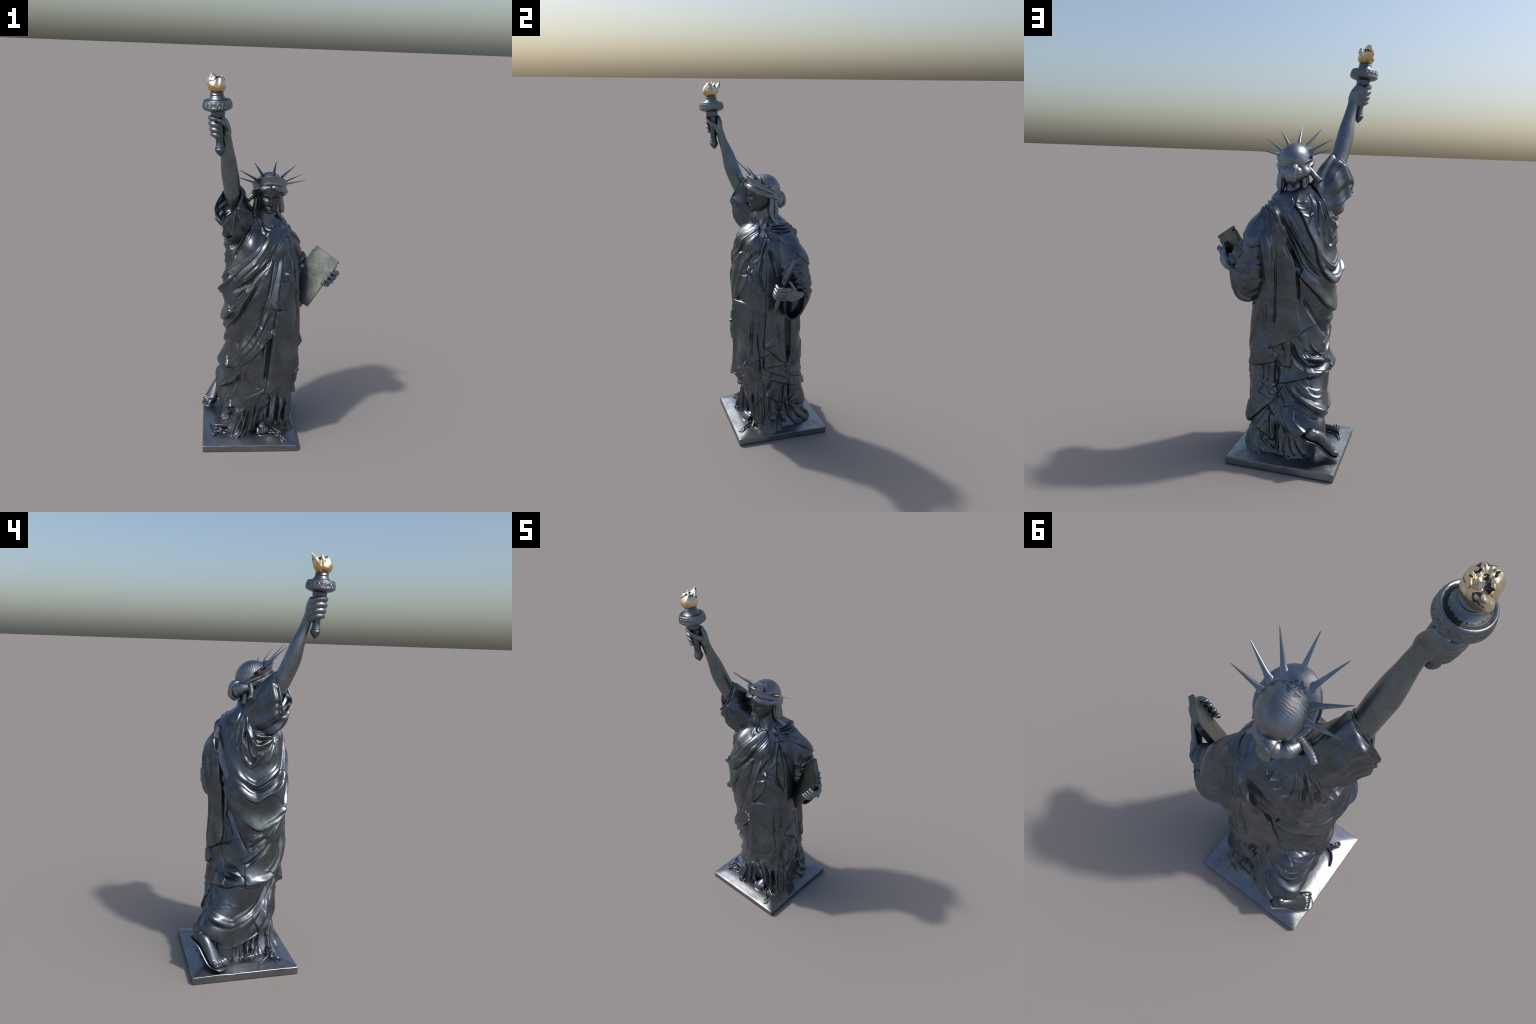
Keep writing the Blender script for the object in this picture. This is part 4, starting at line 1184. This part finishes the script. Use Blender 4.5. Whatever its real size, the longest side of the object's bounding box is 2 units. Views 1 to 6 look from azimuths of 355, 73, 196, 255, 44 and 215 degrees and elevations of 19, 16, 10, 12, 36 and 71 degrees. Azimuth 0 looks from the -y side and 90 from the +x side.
def tablet():
    u = TR - TL
    W = np.linalg.norm(u)
    u /= W
    v = BR - TR
    H = np.linalg.norm(v)
    v -= u * (u @ v)
    v /= np.linalg.norm(v)
    n = np.cross(u, v)
    if n[1] < 0:
        n = -n
    th = 0.021
    out = [(0, 0), (W, 0), (W, 0.012), (W - 0.007, 0.0175), (W + 0.003, 0.026), (W + 0.003, H), (-0.003, H), (-0.003, 0.026), (0.007, 0.0175), (0, 0.012)]
    import bmesh
    bm = bmesh.new()
    f = [bm.verts.new(TL + u * a + v * b) for a, b in out]
    k = [bm.verts.new(TL + u * a + v * b + n * th) for a, b in out]
    bm.faces.new(f)
    bm.faces.new(k[::-1])
    for i in range(len(out)):
        j = (i + 1) % len(out)
        bm.faces.new((f[j], f[i], k[i], k[j]))
    bmesh.ops.recalc_face_normals(bm, faces=bm.faces[:])
    bmesh.ops.bevel(bm, geom=bm.edges[:], offset=0.0018, segments=2, affect='EDGES')
    me = bpy.data.meshes.new("tablet")
    bm.to_mesh(me)
    bm.free()
    ob = link("tablet", me, ROOT, BRONZE_TABLET, smooth=False)


tablet()

# ---------------------------------------------------------------- left arm, hand
def sleeve_left():
    P = tube_grid([(0.070, 0.060, 1.200), (0.096, 0.090, 1.10), (0.112, 0.108, 1.02), (0.120, 0.116, 0.950), (0.140, 0.118, 0.885), (0.178, 0.104, 0.854), (0.206, 0.090, 0.850)],
                  [(0.030, 0.045), (0.062, 0.080), (0.070, 0.084), (0.078, 0.090), (0.096, 0.086), (0.098, 0.060), (0.090, 0.047)], 320, 34)
    # turned-in rim and hollow
    c = P[-1].mean(0)
    d = np.array((0.9, -0.35, 0.05))
    extra = [c + (P[-1] - c) * k + d * o for k, o in ((0.985, 0.006), (0.95, 0.008), (0.91, 0.005), (0.88, -0.005), (0.80, -0.03), (0.6, -0.06), (0.3, -0.07))]
    n0 = len(P)
    P = np.concatenate([P, np.array(extra)])
    nj, ni = P.shape[:2]
    N = grid_normals(P)
    v = np.minimum(np.arange(nj) / (n0 - 1), 1.0)[:, None]
    a = np.linspace(0, 2 * np.pi, ni, endpoint=False)[None]
    D = np.zeros((nj, ni))
    r = np.random.default_rng(5)
    for k in range(48):
        v0 = r.uniform(0.25, 0.98)
        a0 = r.uniform(0, 2 * np.pi)
        sl = r.uniform(-0.12, 0.12)
        w = r.uniform(0.012, 0.028)
        da = (a - a0 + np.pi) % (2 * np.pi) - np.pi
        D += r.uniform(0.003, 0.0075) * r.choice([-1, 1]) * np.exp(-((v - v0 - sl * da - 0.03 * np.sin(2 * da + k)) / w) ** 2 - (da / 1.0) ** 2)
    D *= smoothstep((1.0 - v) / 0.05 + 0.3)
    fan = np.arctan2(P[..., 2] - 1.240, P[..., 1] + 0.020)
    cape_folds = 0.0035 * np.sin(fan * 17 + 0.8 * np.sin(fan * 7)) * smoothstep((P[..., 0] - 0.06) / 0.02)
    # edge of the cape crossing the upper arm, from the knot to the elbow
    k = P[..., 2] - (1.212 - 0.92 * P[..., 1])
    D = D * smoothstep(-k / 0.02 + 0.5) * 1.0 + np.where(k > 0, 0.011 * np.exp(-np.maximum(k, 0) / 0.08), 0.011 * np.exp(-(np.minimum(k, 0) / 0.004) ** 2)) * smoothstep((0.62 - v) / 0.1) * smoothstep((P[..., 1] - 0.01) / 0.06)
    D = D + np.where(k > 0, cape_folds, 0) * smoothstep(k / 0.03)
    P = P + N * D[..., None]
    # the bag hangs: pull the underside of the elbow down
    low = smoothstep((v - 0.55) / 0.3) * smoothstep((0.88 - P[..., 2]) / 0.06)
    P[..., 2] -= 0.014 * low
    link("sleeve", grid_mesh("sleeve", P, True, True, True), ROOT, BRONZE)


sleeve_left()


def forearm_sleeve():
    P = tube_grid([(0.110, 0.096, 1.050), (0.150, 0.104, 1.010), (0.196, 0.104, 0.968), (0.232, 0.098, 0.938), (0.246, 0.095, 0.930)], [0.050, (0.058, 0.056), (0.050, 0.048), (0.036, 0.036), (0.030, 0.030)], 96, 30)
    c = P[-1].mean(0)
    P = np.concatenate([P, np.array([c + (P[-1] - c) * k + np.array((0.006, -0.002, -0.002)) * o for k, o in ((0.9, 0.6), (0.75, 0.0), (0.6, -2.0))])])
    N = grid_normals(P)
    v = np.linspace(0, 1, len(P))[:, None]
    a = np.linspace(0, 2 * np.pi, P.shape[1], endpoint=False)[None]
    D = 0.0045 * np.sin(34 * v + 2.2 * np.sin(a + 1) + 1.3 * np.sin(2 * a)) * smoothstep(v / 0.2) * smoothstep((1 - v) / 0.15) + 0.0025 * np.sin(61 * v - 3 * np.cos(a))
    link("sleeve", grid_mesh("sleeve", P + N * D[..., None], True, True, True), ROOT, BRONZE)


forearm_sleeve()
parts = [tube("h", [(0.205, 0.108, 0.900), (0.258, 0.094, 0.918), (0.284, 0.060, 0.922), (0.308, 0.028, 0.936), (0.324, 0.008, 0.950)], [(0.022, 0.024), (0.022, 0.022), (0.026, 0.020), (0.034, 0.016), (0.034, 0.012)], 24)]
for k, p in enumerate(((0.344, -0.050, 0.986), (0.330, -0.052, 0.964), (0.314, -0.052, 0.943), (0.297, -0.049, 0.924))):
    p = np.array(p)
    parts.append(tube("h", [p + (-0.022, 0.066, -0.014), p + (0.004, 0.044, -0.006), p + (0.010, 0.022, -0.001), p + (0.001, 0.002, 0.002), p + (-0.024, -0.002, 0.013)], [0.0135, 0.0138, 0.0128, 0.0118, 0.0095], 14))
parts.append(tube("h", [(0.274, 0.070, 0.930), (0.296, 0.050, 0.960), (0.308, 0.032, 0.990), (0.315, 0.016, 1.012)], [0.016, 0.0135, 0.011, 0.008], 14))
join_remesh("hand", parts, 0.0022, 4, ROOT, BRONZE_SKIN)

# ------------------------------------------------------------------------- feet
def foot(heel, mid, ball, toe, side, up, width, ankle, name="foot", toe_order=1):
    """sandalled foot: heel/mid/ball/toe are points along the sole, side points to the big toe"""
    heel, mid, ball, toe, side, up = [np.array(v, float) for v in (heel, mid, ball, toe, side, up)]
    side = side / np.linalg.norm(side)
    w = width
    parts = [tube("f", [heel + up * 0.024, mid + up * 0.032, ball + up * 0.022, ball * 0.5 + toe * 0.5 + up * 0.013], [(w * 0.66, 0.024), (w * 0.72, 0.030), (w * 0.98, 0.022), (w * 0.95, 0.012)], 28, hint=up),
             tube("f", [heel * 0.75 + mid * 0.25 + up * 0.03, np.array(ankle)], [0.030, 0.034], 24)]
    d = toe - ball
    for k in range(5):
        f = 1 - 2 * k / 4
        r = (0.0125, 0.0095, 0.0088, 0.0082, 0.0078)[k]
        ln = (1.0, 1.0, 0.93, 0.82, 0.68)[k]
        b = ball + side * w * 0.80 * f + up * 0.016
        e = ball + side * w * 0.80 * f + d * ln
        parts.append(tube("f", [b, b * 0.5 + e * 0.5 + up * (0.012 + r * 0.5), e - d * 0.12 + up * r * 1.1], [r, r * 1.02, r * 0.95], 16))
    ob = join_remesh(name, parts, 0.0022, 3, ROOT, BRONZE)
    sole = tube("s", [heel - d * 0.1, mid, ball, toe - d * 0.08], [(w * 0.75, 0.0055), (w * 0.82, 0.0055), (w * 1.10, 0.0055), (w * 0.92, 0.005)], 36, hint=up)
    link("sandal", sole, ob, BRONZE)
    return ob


foot((-0.213, 0.280, 0.172), (-0.246, 0.250, 0.148), (-0.297, 0.204, 0.082), (-0.337, 0.166, 0.064), (0.66, -0.75, 0), (-0.42, -0.37, 0.80), 0.040, (-0.140, 0.150, 0.200))
foot((-0.018, 0.000, 0.058), (-0.018, -0.045, 0.058), (-0.017, -0.098, 0.056), (-0.017, -0.140, 0.054), (-1, 0, 0), (0, 0, 1), 0.032, (-0.016, -0.020, 0.150))


# --------------------------------------------------------------- broken shackles
def chain_link(c, along, normal, a=0.011, b=0.007, r=0.0038):
    c, x, n = np.array(c), np.array(along, float), np.array(normal, float)
    x /= np.linalg.norm(x)
    n = n - x * (n @ x)
    n /= np.linalg.norm(n)
    y = np.cross(n, x)
    q = np.linspace(0, 2 * np.pi, 28, endpoint=False)
    w = np.linspace(0, 2 * np.pi, 12, endpoint=False)
    P = []
    for k in q:
        o = x * a * math.cos(k) + y * b * math.sin(k)
        rad = x * math.cos(k) / a + y * math.sin(k) / b
        rad /= np.linalg.norm(rad)
        P.append([c + o + rad * r * math.cos(j) + n * r * math.sin(j) for j in w])
    P = np.array(P)
    return grid_mesh("link", np.concatenate([P, P[:1]]), True)


def shackles():
    # open cuff standing on edge beside the right leg
    path = catmull([(-0.205, -0.088, 0.072), (-0.236, -0.087, 0.074), (-0.268, -0.084, 0.072), (-0.293, -0.072, 0.070), (-0.309, -0.050, 0.064), (-0.318, -0.023, 0.054)], 10)
    h = pchip(np.linspace(0, 1, len(path)), [0, 0.3, 0.7, 1], [0.016, 0.017, 0.014, 0.004])
    T = np.gradient(path, axis=0)
    T /= np.linalg.norm(T, axis=1)[:, None]
    out = np.cross(T, [0, 0, 1.0])
    rows = []
    for p, o, hh in zip(path, out, h):
        rows.append([p + o * (0.004 * math.cos(k)) + np.array((0, 0, 1.0)) * hh * math.sin(k) for k in np.linspace(0, 2 * np.pi, 16, endpoint=False)])
    cuff = link("shackle", grid_mesh("shackle", np.array(rows), True, True, True), ROOT, BRONZE)
    for c, al, no in (((-0.280, -0.104, 0.078), (0.3, -0.5, 0.75), (0.8, -0.5, 0.2)), ((-0.290, -0.126, 0.064), (0.2, -0.9, -0.2), (0.2, 0.1, 1)), ((-0.262, -0.105, 0.068), (1, -0.1, 0.1), (0, -0.4, 1)),
                      ((-0.243, -0.108, 0.062), (1, 0.2, -0.2), (0, -1, 0.3)), ((-0.226, -0.110, 0.060), (1, 0, 0.1), (0, -0.2, 1))):
        link("chain_link", chain_link(c, al, no, 0.014, 0.010, 0.0045), cuff, BRONZE)
    lk = None
    for c, al, no, k in (((0.026, -0.116, 0.061), (1, -0.4, 0), (0.1, -0.3, 1), 1.0), ((0.046, -0.130, 0.058), (1, -0.5, 0), (0.2, 1, 0.4), 1.0), ((0.066, -0.138, 0.057), (1, -0.4, 0.1), (0, -0.2, 1), 1.1),
                         ((0.080, -0.154, 0.056), (0.4, -1, 0), (1, 0.3, 0.4), 1.1), ((0.090, -0.174, 0.050), (0.5, -1, -0.3), (0.1, -0.2, 1), 1.2)):
        link("chain_link", chain_link(c, al, no, 0.014 * k, 0.0085 * k, 0.0042), ROOT, BRONZE)
    link("chain_end", tube("chain_end", [(0.088, -0.168, 0.052), (0.092, -0.184, 0.047), (0.092, -0.197, 0.042)], [0.007, 0.006, 0.003], 12), ROOT, BRONZE)
    link("chain_end", tube("chain_end", [(0.094, -0.166, 0.054), (0.103, -0.178, 0.048), (0.110, -0.188, 0.042)], [0.007, 0.005, 0.003], 12), ROOT, BRONZE)
    link("chain_end", tube("chain_end", [(0.034, -0.085, 0.10), (0.046, -0.096, 0.070), (0.070, -0.106, 0.060), (0.088, -0.118, 0.055)], [0.006, 0.007, 0.007, 0.004], 12), ROOT, BRONZE)


shackles()
